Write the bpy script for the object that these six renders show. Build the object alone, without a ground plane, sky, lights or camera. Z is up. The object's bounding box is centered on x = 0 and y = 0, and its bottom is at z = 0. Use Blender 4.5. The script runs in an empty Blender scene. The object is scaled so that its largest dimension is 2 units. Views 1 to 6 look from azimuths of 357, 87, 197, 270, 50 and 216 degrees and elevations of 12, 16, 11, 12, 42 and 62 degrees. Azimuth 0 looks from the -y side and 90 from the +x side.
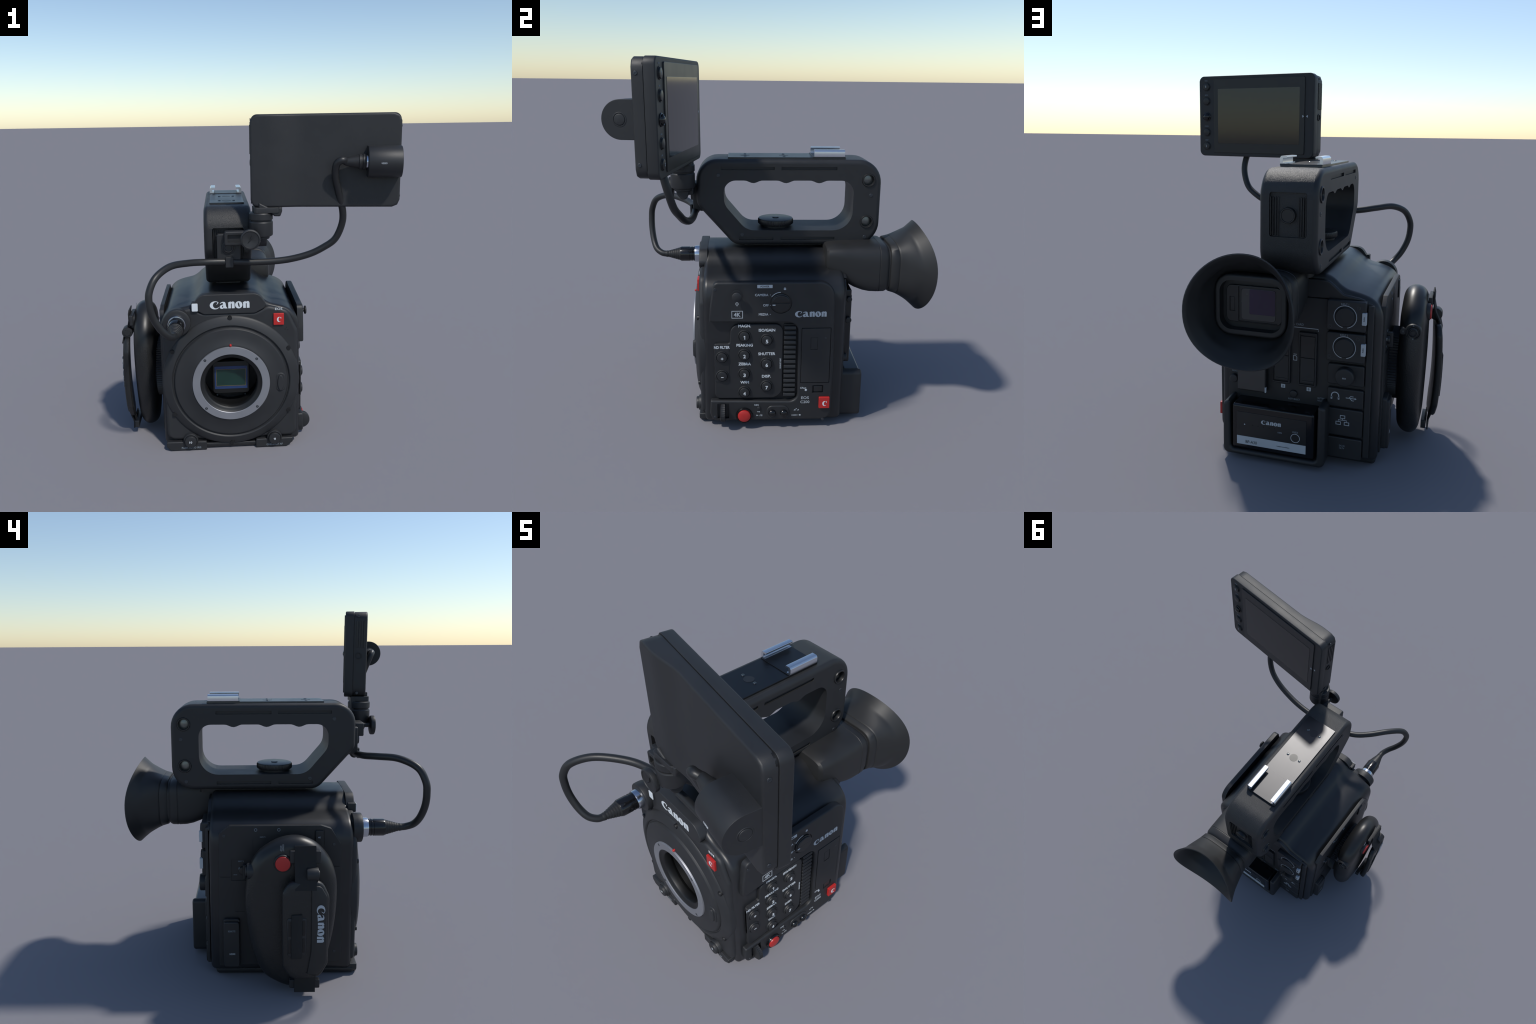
import bpy, bmesh, math, random
from math import sin, cos, pi, radians, sqrt
from mathutils import Vector, Matrix
from mathutils.geometry import delaunay_2d_cdt

random.seed(7)
CX = -0.125                      # the camera body's own middle plane

# ------------------------------------------------------------------ materials
def material(name, col, rough=0.5, metal=0.0, var=0.10, vscale=9.0, grain=None,
             spec=0.5, coat=0.0, cells=None, rvar=0.06):
    m = bpy.data.materials.new(name)
    m.use_nodes = True
    nt = m.node_tree
    N, L = nt.nodes, nt.links
    b = N["Principled BSDF"]
    b.inputs["Metallic"].default_value = metal
    b.inputs["Specular IOR Level"].default_value = spec
    b.inputs["Coat Weight"].default_value = coat
    b.inputs["Coat Roughness"].default_value = 0.08
    tc = N.new("ShaderNodeTexCoord")
    n = N.new("ShaderNodeTexNoise")
    n.inputs["Scale"].default_value = vscale
    n.inputs["Detail"].default_value = 5
    L.new(tc.outputs["Object"], n.inputs["Vector"])
    r = N.new("ShaderNodeValToRGB")
    r.color_ramp.elements[0].position = 0.3
    r.color_ramp.elements[1].position = 0.7
    r.color_ramp.elements[0].color = [c * (1 - var) for c in col] + [1]
    r.color_ramp.elements[1].color = [min(1, c * (1 + var)) for c in col] + [1]
    L.new(n.outputs["Fac"], r.inputs["Fac"])
    L.new(r.outputs["Color"], b.inputs["Base Color"])
    mr = N.new("ShaderNodeMapRange")
    mr.inputs["To Min"].default_value = max(0.02, rough - rvar)
    mr.inputs["To Max"].default_value = min(1, rough + rvar)
    L.new(n.outputs["Fac"], mr.inputs["Value"])
    L.new(mr.outputs["Result"], b.inputs["Roughness"])
    src = None
    if grain:
        g = N.new("ShaderNodeTexNoise")
        g.inputs["Scale"].default_value = grain[0]
        g.inputs["Detail"].default_value = 2
        L.new(tc.outputs["Object"], g.inputs["Vector"])
        src = g.outputs["Fac"]
        st = grain[1]
    if cells:
        v = N.new("ShaderNodeTexVoronoi")
        v.feature = "DISTANCE_TO_EDGE"
        v.inputs["Scale"].default_value = cells[0]
        L.new(tc.outputs["Object"], v.inputs["Vector"])
        src = v.outputs["Distance"]
        st = cells[1]
    if src:
        bp = N.new("ShaderNodeBump")
        bp.inputs["Strength"].default_value = st
        bp.inputs["Distance"].default_value = 0.004
        L.new(src, bp.inputs["Height"])
        L.new(bp.outputs["Normal"], b.inputs["Normal"])
    return m

SHELL = material("satin_black_shell", (0.0155, 0.0163, 0.0182), 0.40, grain=(420, 0.06))
PLASTIC = material("matt_black_plastic", (0.0155, 0.0163, 0.0182), 0.52, grain=(420, 0.10))
FRONTP = material("front_black_plastic", (0.0178, 0.0188, 0.0210), 0.55, grain=(300, 0.10))
GRIPTEX = material("pebbled_black_plastic", (0.022, 0.022, 0.022), 0.44, grain=(430, 0.5))
RUBBER = material("black_rubber", (0.0170, 0.0172, 0.0178), 0.52, grain=(500, 0.06))
GRIPM = material("smooth_grip_rubber", (0.0125, 0.0127, 0.0132), 0.40, grain=(420, 0.04))
LEATHER = material("leathered_rubber", (0.0130, 0.0132, 0.0135), 0.46, cells=(75, 0.30))
CABLE = material("cable_sheath", (0.0140, 0.0145, 0.0155), 0.45, grain=(300, 0.05))
WEB = material("woven_strap", (0.0125, 0.0125, 0.013), 0.8, grain=(600, 0.5))
DARK = material("deep_black", (0.004, 0.004, 0.0045), 0.5)
GLOSS = material("gloss_black", (0.006, 0.006, 0.007), 0.16, rvar=0.02)
BEZEL = material("bezel_black", (0.013, 0.0135, 0.0145), 0.38)
GLASS = material("screen_glass", (0.012, 0.012, 0.012), 0.10, spec=0.6, rvar=0.01, var=0.04)
STEEL = material("brushed_mount_steel", (0.33, 0.335, 0.36), 0.50, metal=0.75, var=0.04)
RAIL = material("bright_rail_metal", (0.72, 0.74, 0.78), 0.28, metal=1.0, var=0.01, rvar=0.01)
CHROME = material("chrome", (0.52, 0.55, 0.61), 0.2, metal=1.0, var=0.04)
PLATE = material("anodised_plate", (0.062, 0.062, 0.064), 0.36, metal=1.0, var=0.06)
SCREWM = material("dark_screw_metal", (0.06, 0.066, 0.075), 0.40, metal=0.7)
INSERT = material("threaded_insert_metal", (0.17, 0.18, 0.175), 0.32, metal=1.0, var=0.15, vscale=30)
WHITE = material("white_print", (0.62, 0.66, 0.69), 0.6, var=0.03)
GREYP = material("grey_print", (0.42, 0.455, 0.49), 0.6, var=0.04)
DIMP = material("dim_grey_print", (0.18, 0.21, 0.24), 0.6, var=0.05)
INK = material("dark_ink", (0.05, 0.055, 0.06), 0.6)
RED = material("red_badge", (0.46, 0.020, 0.018), 0.42, var=0.06)
REDB = material("red_button", (0.44, 0.022, 0.020), 0.38, var=0.06)
SENSB = material("sensor_border_blue", (0.018, 0.040, 0.115), 0.25)
SENSG = material("sensor_green", (0.010, 0.034, 0.028), 0.15)
GOLD = material("sensor_gold_line", (0.20, 0.14, 0.035), 0.4)
PURPLE = material("coated_lens_glass", (0.026, 0.014, 0.040), 0.10, rvar=0.02, var=0.2)
SMOKE = material("smoked_display", (0.050, 0.048, 0.047), 0.25, var=0.08)
LENSBR = material("throat_black", (0.0048, 0.005, 0.0055), 0.5)

# ------------------------------------------------------------------ scene tree
ROOT = bpy.data.objects.new("cinema_camera", None)
bpy.context.scene.collection.objects.link(ROOT)
ROOT["label"] = "black digital cinema camera with top handle, monitor and grip"
ROOT["category"] = "video camera"

def add(name, me, mat=None, parent=None, mw=None, angle=38.0, stuff=False):
    """link a mesh as an object; flat faces stay flat, round ones are smooth"""
    if mat is not None:
        me.materials.clear()
        for m in (mat if isinstance(mat, (list, tuple)) else [mat]):
            me.materials.append(m)
    if not me.get("done"):
        me.polygons.foreach_set("use_smooth", [True] * len(me.polygons))
        me.set_sharp_from_angle(angle=radians(angle))
        me["done"] = 1
    o = bpy.data.objects.new(name, me)
    bpy.context.scene.collection.objects.link(o)
    o.parent = parent or ROOT
    if mw is not None:
        o.matrix_local = mw
    if stuff:
        o["kind"] = "stuff"
    return o

def done(bm, name):
    bmesh.ops.remove_doubles(bm, verts=bm.verts, dist=2e-5)
    bmesh.ops.recalc_face_normals(bm, faces=bm.faces)
    me = bpy.data.meshes.new(name)
    bm.to_mesh(me)
    bm.free()
    return me

# ------------------------------------------------------------------ 2D outlines
def clean(p):
    q = []
    for a in p:
        a = (a[0], a[1])
        if not q or math.dist(a, q[-1]) > 1e-5:
            q.append(a)
    if math.dist(q[0], q[-1]) < 1e-5:
        q.pop()
    s = sum(q[i - 1][0] * q[i][1] - q[i][0] * q[i - 1][1] for i in range(len(q)))
    return q if s > 0 else q[::-1]

def rpoly(pts, n=6):
    """polygon with a fillet radius at each corner: (x, y, r)"""
    out = []
    k = len(pts)
    for i in range(k):
        p0, p1, p2 = pts[i - 1], pts[i], pts[(i + 1) % k]
        r = p1[2] if len(p1) > 2 else 0
        a, b, c = Vector(p0[:2]), Vector(p1[:2]), Vector(p2[:2])
        u, v = (a - b), (c - b)
        lu, lv = u.length, v.length
        u.normalize(); v.normalize()
        cosw = max(-1, min(1, u.dot(v)))
        w = math.acos(cosw)
        if r < 1e-5 or w > pi - 0.02:
            out.append((b.x, b.y)); continue
        t = min(r / math.tan(w / 2), lu * 0.499, lv * 0.499)
        r = t * math.tan(w / 2)
        ctr = b + (u + v).normalized() * (r / sin(w / 2))
        s, e = b + u * t - ctr, b + v * t - ctr
        a0 = math.atan2(s.y, s.x)
        d = math.atan2(e.y, e.x) - a0
        while d > pi: d -= 2 * pi
        while d < -pi: d += 2 * pi
        m = max(2, int(n * abs(d) / (pi / 2)) + 1)
        for j in range(m + 1):
            g = a0 + d * j / m
            out.append((ctr.x + r * cos(g), ctr.y + r * sin(g)))
    return clean(out)

def rrect(x0, y0, x1, y1, r=0.01, n=5):
    return rpoly([(x0, y0, r), (x1, y0, r), (x1, y1, r), (x0, y1, r)], n)

def circle(x, y, r, n=32):
    return [(x + r * cos(2 * pi * i / n), y + r * sin(2 * pi * i / n)) for i in range(n)]

def ellipse(x, y, a, b, n=32, e=2.0, tilt=0.0):
    o = []
    for i in range(n):
        t = 2 * pi * i / n
        u = a * math.copysign(abs(cos(t)) ** (2 / e), cos(t))
        v = b * math.copysign(abs(sin(t)) ** (2 / e), sin(t))
        o.append((x + u * cos(tilt) - v * sin(tilt), y + u * sin(tilt) + v * cos(tilt)))
    return o

def spline(pts, per=8, closed=True):
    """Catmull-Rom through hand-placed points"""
    k = len(pts)
    V = [Vector(p) for p in pts]
    out = []
    rng = range(k) if closed else range(k - 1)
    for i in rng:
        if closed:
            a, b, c, d = V[i - 1], V[i], V[(i + 1) % k], V[(i + 2) % k]
        else:
            a, b, c, d = V[max(i - 1, 0)], V[i], V[i + 1], V[min(i + 2, k - 1)]
        for j in range(per):
            t = j / per
            out.append(0.5 * ((2 * b) + (c - a) * t + (2 * a - 5 * b + 4 * c - d) * t * t
                              + (3 * b - a - 3 * c + d) * t ** 3))
    if not closed:
        out.append(V[-1])
    return out

def inset(p, d):
    """parallel outline; edges that would turn round are dropped and their neighbours mitred"""
    if abs(d) < 1e-9:
        return list(p)
    k = len(p)
    V = [Vector(q) for q in p]
    E = [(V[(i + 1) % k] - V[i]).normalized() for i in range(k)]      # edge i runs from i to i+1
    A = [V[i] + Vector((-E[i].y, E[i].x)) * d for i in range(k)]       # a point on each shifted edge
    B = [V[(i + 1) % k] + Vector((-E[i].y, E[i].x)) * d for i in range(k)]
    def meet(i, j):
        den = E[i].x * E[j].y - E[i].y * E[j].x
        if abs(den) < 1e-4:
            return (B[i] + A[j]) / 2
        w = A[j] - A[i]
        return A[i] + E[i] * ((w.x * E[j].y - w.y * E[j].x) / den)
    act = list(range(k))
    while len(act) > 3:
        m = len(act)
        pts = [meet(act[i - 1], act[i]) for i in range(m)]             # start point of each live edge
        worst, wi = -1e-7, -1
        for i in range(m):
            g = (pts[(i + 1) % m] - pts[i]).dot(E[act[i]])
            if g < worst:
                worst, wi = g, i
        if wi < 0:
            break
        act.pop(wi)
    m = len(act)
    pts = [meet(act[i - 1], act[i]) for i in range(m)]
    out = [None] * k
    for i in range(m):
        j = act[i - 1] + 1
        while True:
            out[j % k] = (pts[i].x, pts[i].y)
            if j % k == act[i]: break
            j += 1
    return out

# ------------------------------------------------------------------ faces (working planes)
class Face:
    def __init__(s, o, a, b, n):
        s.o, s.a, s.b, s.n = Vector(o), Vector(a), Vector(b), Vector(n)
        s.flip = 1 if s.a.cross(s.b).dot(s.n) > 0 else -1
    def __call__(s, a, b, h):
        return s.o + s.a * a + s.b * b + s.n * h
    def matrix(s, a, b, h, rot=0.0):
        x = s.a * s.flip
        R = Matrix((x, s.b, s.n)).transposed().to_4x4()
        return Matrix.Translation(s(a, b, h)) @ R @ Matrix.Rotation(rot, 4, "Z")

FRONT = Face((0, 0, 0), (1, 0, 0), (0, 0, 1), (0, -1, 0))    # h = -y
REAR = Face((0, 0, 0), (1, 0, 0), (0, 0, 1), (0, 1, 0))      # h = +y
RIGHT = Face((0, 0, 0), (0, 1, 0), (0, 0, 1), (1, 0, 0))     # h = +x
LEFT = Face((0, 0, 0), (0, 1, 0), (0, 0, 1), (-1, 0, 0))     # h = -x
TOP = Face((0, 0, 0), (1, 0, 0), (0, 1, 0), (0, 0, 1))       # h = +z
TURN = radians(9.0)
ME_ = Vector((-cos(TURN), sin(TURN), 0))
MN_ = Vector((sin(TURN), cos(TURN), 0))
SCREEN = Face((0.818, -0.583, 0), ME_, (0, 0, 1), MN_)
BACK = Face((0.818, -0.583, 0), ME_, (0, 0, 1), -MN_)
MEND = Face((0.818, -0.583, 0), -MN_, (0, 0, 1), -ME_)        # monitor's +x end: a = depth behind the screen
MEND2 = Face((0.818, -0.583, 0), -MN_, (0, 0, 1), ME_)        # monitor's -x end

def cap(bm, loops, up=True):
    if len(loops) == 1 and len(loops[0]) <= 4:
        try:
            bm.faces.new(loops[0])
        except ValueError:
            pass
        return
    # constrained triangulation in the cap's own plane, keeping only what lies outside the holes
    loops = [[l[i] for i in range(len(l)) if (l[i].co - l[i - 1].co).length > 2e-5] for l in loops]
    flat = [v for l in loops for v in l]
    p0 = flat[0].co
    nrm = Vector((0, 0, 0))
    for i in range(len(loops[0])):
        nrm += (loops[0][i - 1].co - p0).cross(loops[0][i].co - p0)
    nrm.normalize()
    ux = nrm.orthogonal().normalized(); uy = nrm.cross(ux)
    co = [Vector(((v.co - p0).dot(ux), (v.co - p0).dot(uy))) for v in flat]
    edges, polys, k = [], [], 0
    for l in loops:
        edges += [(k + i, k + (i + 1) % len(l)) for i in range(len(l))]
        polys.append([co[k + i] for i in range(len(l))])
        k += len(l)
    def inside(p, poly):
        r = False
        for i in range(len(poly)):
            a, b = poly[i - 1], poly[i]
            if (a.y > p.y) != (b.y > p.y) and p.x < (b.x - a.x) * (p.y - a.y) / (b.y - a.y) + a.x:
                r = not r
        return r
    ov, oe, of, src, _, _ = delaunay_2d_cdt(co, edges, [], 0, 1e-7)
    for f in of:
        c = (ov[f[0]] + ov[f[1]] + ov[f[2]]) / 3
        if not inside(c, polys[0]) or any(inside(c, q) for q in polys[1:]):
            continue
        try:
            bm.faces.new([flat[src[i][0]] for i in f])
        except (ValueError, IndexError):
            pass

def bridge(bm, r0, r1, closed=True):
    k = len(r0)
    for i in range(k if closed else k - 1):
        j = (i + 1) % k
        try:
            bm.faces.new((r0[i], r0[j], r1[j], r1[i]))
        except ValueError:
            pass

def prism(face, pts, h0, h1, bt=0.0, bb=0.0, seg=3, pockets=(), pockets_b=(), holes=(), bm=None, name="part"):
    """extruded outline with rounded rims, pockets in either cap and through holes"""
    own = bm is None
    bm = bm or bmesh.new()
    pts = clean(pts)
    prof = []
    if bb > 0:
        prof.append((bb * 1.06 + .0003, h0))
        for i in range(seg + 1):
            t = pi / 2 * i / seg
            prof.append((bb * (1 - sin(t)), h0 + bb * (1 - cos(t))))
    else:
        prof.append((0, h0))
    if bt > 0:
        for i in range(seg + 1):
            t = pi / 2 * i / seg
            prof.append((bt * (1 - cos(t)), h1 - bt * (1 - sin(t))))
        prof.append((bt * 1.06 + .0003, h1))
    else:
        prof.append((0, h1))
    rings = []
    for d, h in prof:
        rings.append([bm.verts.new(face(a, b, h)) for a, b in inset(pts, d)])
    for r0, r1 in zip(rings, rings[1:]):
        bridge(bm, r0, r1)
    tops, bots = [rings[-1]], [rings[0]]
    for outl in holes:
        o = clean(outl)
        lo = [bm.verts.new(face(a, b, h0)) for a, b in o]
        hi = [bm.verts.new(face(a, b, h1)) for a, b in o]
        bridge(bm, lo, hi)
        tops.append(hi); bots.append(lo)
    for lst, h, sg, acc in ((pockets, h1, -1, tops), (pockets_b, h0, 1, bots)):
        for outl, dep in lst:
            o = clean(outl)
            hi = [bm.verts.new(face(a, b, h)) for a, b in o]
            lo = [bm.verts.new(face(a, b, h + sg * dep)) for a, b in o]
            bridge(bm, lo, hi)
            bm.faces.new(lo)
            acc.append(hi)
    cap(bm, tops); cap(bm, bots)
    if own:
        return done(bm, name)

def lathe(face, a, b, prof, n=48, close=True, bm=None, flute=None, name="turned"):
    """profile of (radius, height) turned about the face normal through (a, b)"""
    own = bm is None
    bm = bm or bmesh.new()
    rings = []
    for r, h in prof:
        ring = []
        for i in range(n):
            t = 2 * pi * i / n
            rr = r
            if flute and flute[0] <= h <= flute[1]:
                rr = r - (flute[2] if i % 2 else 0)
            ring.append(bm.verts.new(face(a + rr * cos(t), b + rr * sin(t), h)))
        rings.append(ring)
    for r0, r1 in zip(rings, rings[1:]):
        bridge(bm, r0, r1)
    if close:
        bm.faces.new(rings[0]); bm.faces.new(rings[-1])
    else:
        bridge(bm, rings[-1], rings[0])
    if own:
        return done(bm, name)

def disc_profile(r, h0, h1, b):
    p = [(r, h0)]
    for i in range(4):
        t = pi / 2 * i / 3
        p.append((r - b * (1 - cos(t)), h1 - b * (1 - sin(t))))
    return p

def box(face, a0, b0, a1, b1, h0, h1, r=0.006, bev=0.004, name="box", **k):
    return prism(face, rrect(a0, b0, a1, b1, r), h0, h1, bt=bev, name=name, **k)

def sweep(path, rad, n=14, bm=None, name="tube"):
    own = bm is None
    bm = bm or bmesh.new()
    P = [Vector(p) for p in path]
    ref = Vector((0.13, 0.31, 0.94))
    rings = []
    for i, p in enumerate(P):
        t = (P[min(i + 1, len(P) - 1)] - P[max(i - 1, 0)]).normalized()
        u = (ref - t * ref.dot(t)).normalized()
        ref = u
        v = t.cross(u)
        r = rad(i / (len(P) - 1)) if callable(rad) else rad
        rings.append([bm.verts.new(p + (u * cos(2 * pi * j / n) + v * sin(2 * pi * j / n)) * r) for j in range(n)])
    for r0, r1 in zip(rings, rings[1:]):
        bridge(bm, r0, r1)
    bm.faces.new(rings[0]); bm.faces.new(rings[-1])
    if own:
        return done(bm, name)

def loft(rings, bm=None, caps=(True, True), name="loft"):
    own = bm is None
    bm = bm or bmesh.new()
    R = [[bm.verts.new(p) for p in r] for r in rings]
    for r0, r1 in zip(R, R[1:]):
        bridge(bm, r0, r1)
    if caps[0]: bm.faces.new(R[0])
    if caps[1]: bm.faces.new(R[-1])
    if own:
        return done(bm, name)

def fill_surface(bm, ring, pts, pos, du, dv):
    """skin a closed ring with a grid of interior points placed by pos(a, b)"""
    keep = [i for i in range(len(pts)) if math.dist(pts[i], pts[i - 1]) > 2e-5]
    ring = [ring[i] for i in keep]
    poly = [Vector(pts[i]) for i in keep]
    def inside(p):
        r = False
        for i in range(len(poly)):
            a, b = poly[i - 1], poly[i]
            if (a.y > p.y) != (b.y > p.y) and p.x < (b.x - a.x) * (p.y - a.y) / (b.y - a.y) + a.x:
                r = not r
        return r
    co, vs = list(poly), list(ring)
    x0, x1 = min(p.x for p in poly), max(p.x for p in poly)
    y0, y1 = min(p.y for p in poly), max(p.y for p in poly)
    nx, ny = max(2, int((x1 - x0) / du)), max(2, int((y1 - y0) / dv))
    for i in range(1, nx):
        for j in range(1, ny):
            p = Vector((x0 + (x1 - x0) * i / nx, y0 + (y1 - y0) * j / ny))
            if inside(p) and min((p - q).length for q in poly) > min(du, dv) * .35:
                co.append(p); vs.append(bm.verts.new(pos(p.x, p.y)))
    k = len(poly)
    ov, oe, of, src, _, _ = delaunay_2d_cdt(co, [(i, (i + 1) % k) for i in range(k)], [], 0, 1e-7)
    for f in of:
        if abs((ov[f[1]] - ov[f[0]]).cross(ov[f[2]] - ov[f[0]])) > 1e-8 and inside((ov[f[0]] + ov[f[1]] + ov[f[2]]) / 3):
            try: bm.faces.new([vs[src[i][0]] for i in f])
            except (ValueError, IndexError): pass

# ------------------------------------------------------------------ lettering
_text = {}
def text_mesh(s, fat):
    key = (s, fat)
    if key not in _text:
        c = bpy.data.curves.new("lettering", "FONT")
        c.body = s
        c.size = 1.0
        c.resolution_u = 3
        c.offset = fat
        c.extrude = 0.5
        o = bpy.data.objects.new("tmp", c)
        bpy.context.scene.collection.objects.link(o)
        bpy.context.view_layer.update()
        me = bpy.data.meshes.new_from_object(o.evaluated_get(bpy.context.evaluated_depsgraph_get()))
        bpy.data.objects.remove(o)
        bpy.data.curves.remove(c)
        xs = [v.co.x for v in me.vertices]; ys = [v.co.y for v in me.vertices]
        _text[key] = (me, min(xs), max(xs), min(ys), max(ys))
    return _text[key]

def letter(s, face, a, b, h, w, hgt, mat=WHITE, parent=None, rot=0.0, fat=0.012, thick=0.0012, name="lettering"):
    """fit a word into a box w x hgt centred on (a, b)"""
    if set(s) == {"1"}:                      # a plain printed one with its flag
        k = len(s)
        u = hgt / 10
        one = lambda d: ([(d - .2 * u, -5 * u), (d + 1.8 * u, -5 * u), (d + 1.8 * u, 5 * u), (d + .2 * u, 5 * u), (d - 2.4 * u, 3.2 * u), (d - 2.4 * u, 1.6 * u), (d - .2 * u, 2.6 * u)], [])
        return shape2d([one((i - (k - 1) / 2) * 5.2 * u) for i in range(k)], face, a, b, h, thick, rot, mat, parent, name)
    me, x0, x1, y0, y1 = text_mesh(s, fat)
    me = me.copy()
    me.transform(Matrix.Diagonal((w / (x1 - x0), hgt / (y1 - y0), thick, 1))
                 @ Matrix.Translation((-(x0 + x1) / 2, -(y0 + y1) / 2, 0)))
    return add(name, me, mat, parent, face.matrix(a, b, h + thick * 0.3, rot))

def shape2d(loops, face, a, b, h, thick=0.0012, rot=0.0, mat=WHITE, parent=None, name="printed_mark"):
    """flat raised marks from outlines; each item is an outline or (outline, [holes])"""
    bm = bmesh.new()
    for it in loops:
        outl, hol = (it if isinstance(it, tuple) and isinstance(it[0], list) else (it, []))
        loopsets = [clean(outl)] + [clean(x) for x in hol]
        lo = [[bm.verts.new((x, y, 0)) for x, y in l] for l in loopsets]
        hi = [[bm.verts.new((x, y, thick)) for x, y in l] for l in loopsets]
        for l0, l1 in zip(lo, hi):
            bridge(bm, l0, l1)
        cap(bm, lo); cap(bm, hi)
    return add(name, done(bm, name), mat, parent, face.matrix(a, b, h - thick * 0.3, rot))

def stroke(pts, w, closed=False):
    """outline of a line of constant width"""
    k = len(pts)
    if closed:
        p = clean(pts)
        return (inset(p, -w / 2), [inset(p, w / 2)])
    L, R = [], []
    for i in range(k):
        a, b = Vector(pts[max(i - 1, 0)]), Vector(pts[min(i + 1, k - 1)])
        d = (b - a).normalized()
        n = Vector((-d.y, d.x)) * w / 2
        p = Vector(pts[i])
        L.append(tuple(p + n)); R.append(tuple(p - n))
    return (L + R[::-1], [])

def arc(x, y, r, a0, a1, n=24):
    return [(x + r * cos(radians(a0 + (a1 - a0) * i / n)), y + r * sin(radians(a0 + (a1 - a0) * i / n))) for i in range(n + 1)]

def glyph_C():
    """heavy round capital with a thin pointed beak"""
    out = []
    for i in range(29):
        t = radians(40 + 285 * i / 28)
        out.append((92 + 92 * cos(t) * (0.82 if cos(t) > 0 else 1), 60 + 71 * sin(t)))
    inn = []
    for i in range(25):
        t = radians(318 - 256 * i / 24)
        inn.append((106 + 50 * cos(t) * (1.0 if cos(t) > 0 else 1.05), 62 + 57 * sin(t)))
    return out + inn + [(133, 104), (112, 68), (122, 72)]

def wordmark():
    """the five heavy serif letters of the maker's wordmark, 675 units wide"""
    n = [(0, 96), (44, 119), (54, 119), (54, 102), (72, 115), (92, 119), (110, 110), (118, 90), (118, 0), (70, 0),
         (70, 78), (66, 87), (58, 85), (54, 76), (54, 0), (10, 0), (10, 96)]
    a = [(5, 84), (25, 108), (60, 119), (92, 112), (104, 92), (114, 30), (134, 4), (134, 0), (86, 0), (74, 8), (55, -5),
         (28, -5), (6, 10), (2, 30), (14, 52), (44, 66), (62, 72), (62, 88), (54, 98), (38, 100), (26, 90)]
    ah = [(62, 58), (46, 46), (43, 26), (53, 15), (62, 22)]
    sh = lambda p, d: [(x + d, y) for x, y in p]
    return [glyph_C(), (sh(a, 164), [sh(ah, 164)]), sh(n, 303),
            (ellipse(492, 57, 62, 63, 28), [ellipse(492, 57, 12, 46, 20, tilt=0.22)]), sh(n, 557)]

def maker_word(face, a, b, h, w, parent, mat=WHITE, rot=0.0):
    s = w / 675.0
    def t(l): return [((x - 337) * s, (y - 58) * s) for x, y in l]
    items = []
    for it in wordmark():
        if isinstance(it, tuple): items.append((t(it[0]), [t(x) for x in it[1]]))
        else: items.append((t(it), []))
    return shape2d(items, face, a, b, h, 0.0016, rot, mat, parent, name="maker_wordmark")

def serif_C(face, a, b, h, size, parent):
    s = size / 120.0
    out = []
    for i in range(27):
        t = radians(52 + 266 * i / 26); out.append((50 * cos(t), 60 * sin(t)))
    for i in range(23):
        t = radians(306 - 250 * i / 22); out.append((16 + 30 * cos(t), 52 * sin(t)))
    out += [(40, 16), (47, 16), (47, 56), (41, 56)]
    return shape2d([([(x * s, y * s) for x, y in out], [])], face, a, b, h, 0.0016, 0, WHITE, parent, name="badge_letter")

# ------------------------------------------------------------------ shared small parts
SCREW = None
def screw_mesh(r):
    bm = bmesh.new()
    F = Face((0, 0, 0), (1, 0, 0), (0, 1, 0), (0, 0, 1))
    prism(F, circle(0, 0, 1, 18), -0.3, 0.30, bt=0.2, bm=bm,
          pockets=[(rrect(-0.5, -0.14, 0.5, 0.14, 0.02, 1), 0.22)])
    me = done(bm, "screw")
    return me
SCREW = screw_mesh(1)
SCREW.materials.append(SCREWM)
def screw(face, a, b, h, r, parent, rot=0.3, mat=None):
    me = SCREW
    return add("screw", me, None, parent, face.matrix(a, b, h, rot) @ Matrix.Diagonal((r, r, r * 0.7, 1)))

# =================================================================== BODY SHELL
half = [(0.414, 0.72), (0.414, 0.765), (0.407, 0.808), (0.388, 0.846), (0.355, 0.874), (0.315, 0.890), (0.28, 0.899),
        (0.238, 0.909), (0.203, 0.930), (0.178, 0.953), (0.150, 0.971), (0.118, 0.981), (0.07, 0.984)]
right = [tuple(v) for v in spline(half, 3, False)]
fuller = [(0.414, 0.72), (0.414, 0.765), (0.407, 0.808), (0.388, 0.846), (0.355, 0.874), (0.318, 0.891), (0.285, 0.900),
          (0.246, 0.911), (0.212, 0.931), (0.187, 0.953), (0.158, 0.971), (0.122, 0.981), (0.07, 0.984)]
plump = [tuple(v) for v in spline(fuller, 3, False)]       # the viewfinder side has the fuller shoulder
def arch(zb, rb, d=0.0, top=99):
    p = [(CX - 0.414 + 0.0, zb), (CX + 0.414, zb)]
    lo = rpoly([(CX - 0.414, zb, rb), (CX + 0.414, zb, rb), (CX + 0.414, 0.7), (CX - 0.414, 0.7)], 5)
    lo = [q for q in lo if q[1] < 0.699]
    lo.sort(key=lambda q: math.atan2(q[1] - 0.69, q[0] - CX))
    pts = lo + [(CX + x, min(z, top)) for x, z in plump] + [(CX - x, min(z, top)) for x, z in reversed(right)]
    return inset(clean(pts), d)
body = add("body_shell", prism(REAR, arch(0.03, 0.03), -0.448, 0.332, bt=0.030, bb=0.026, seg=5,
           pockets_b=[(circle(CX, 0.443, 0.205, 48), 0.125)], name="body_shell"), SHELL, angle=30)

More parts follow.
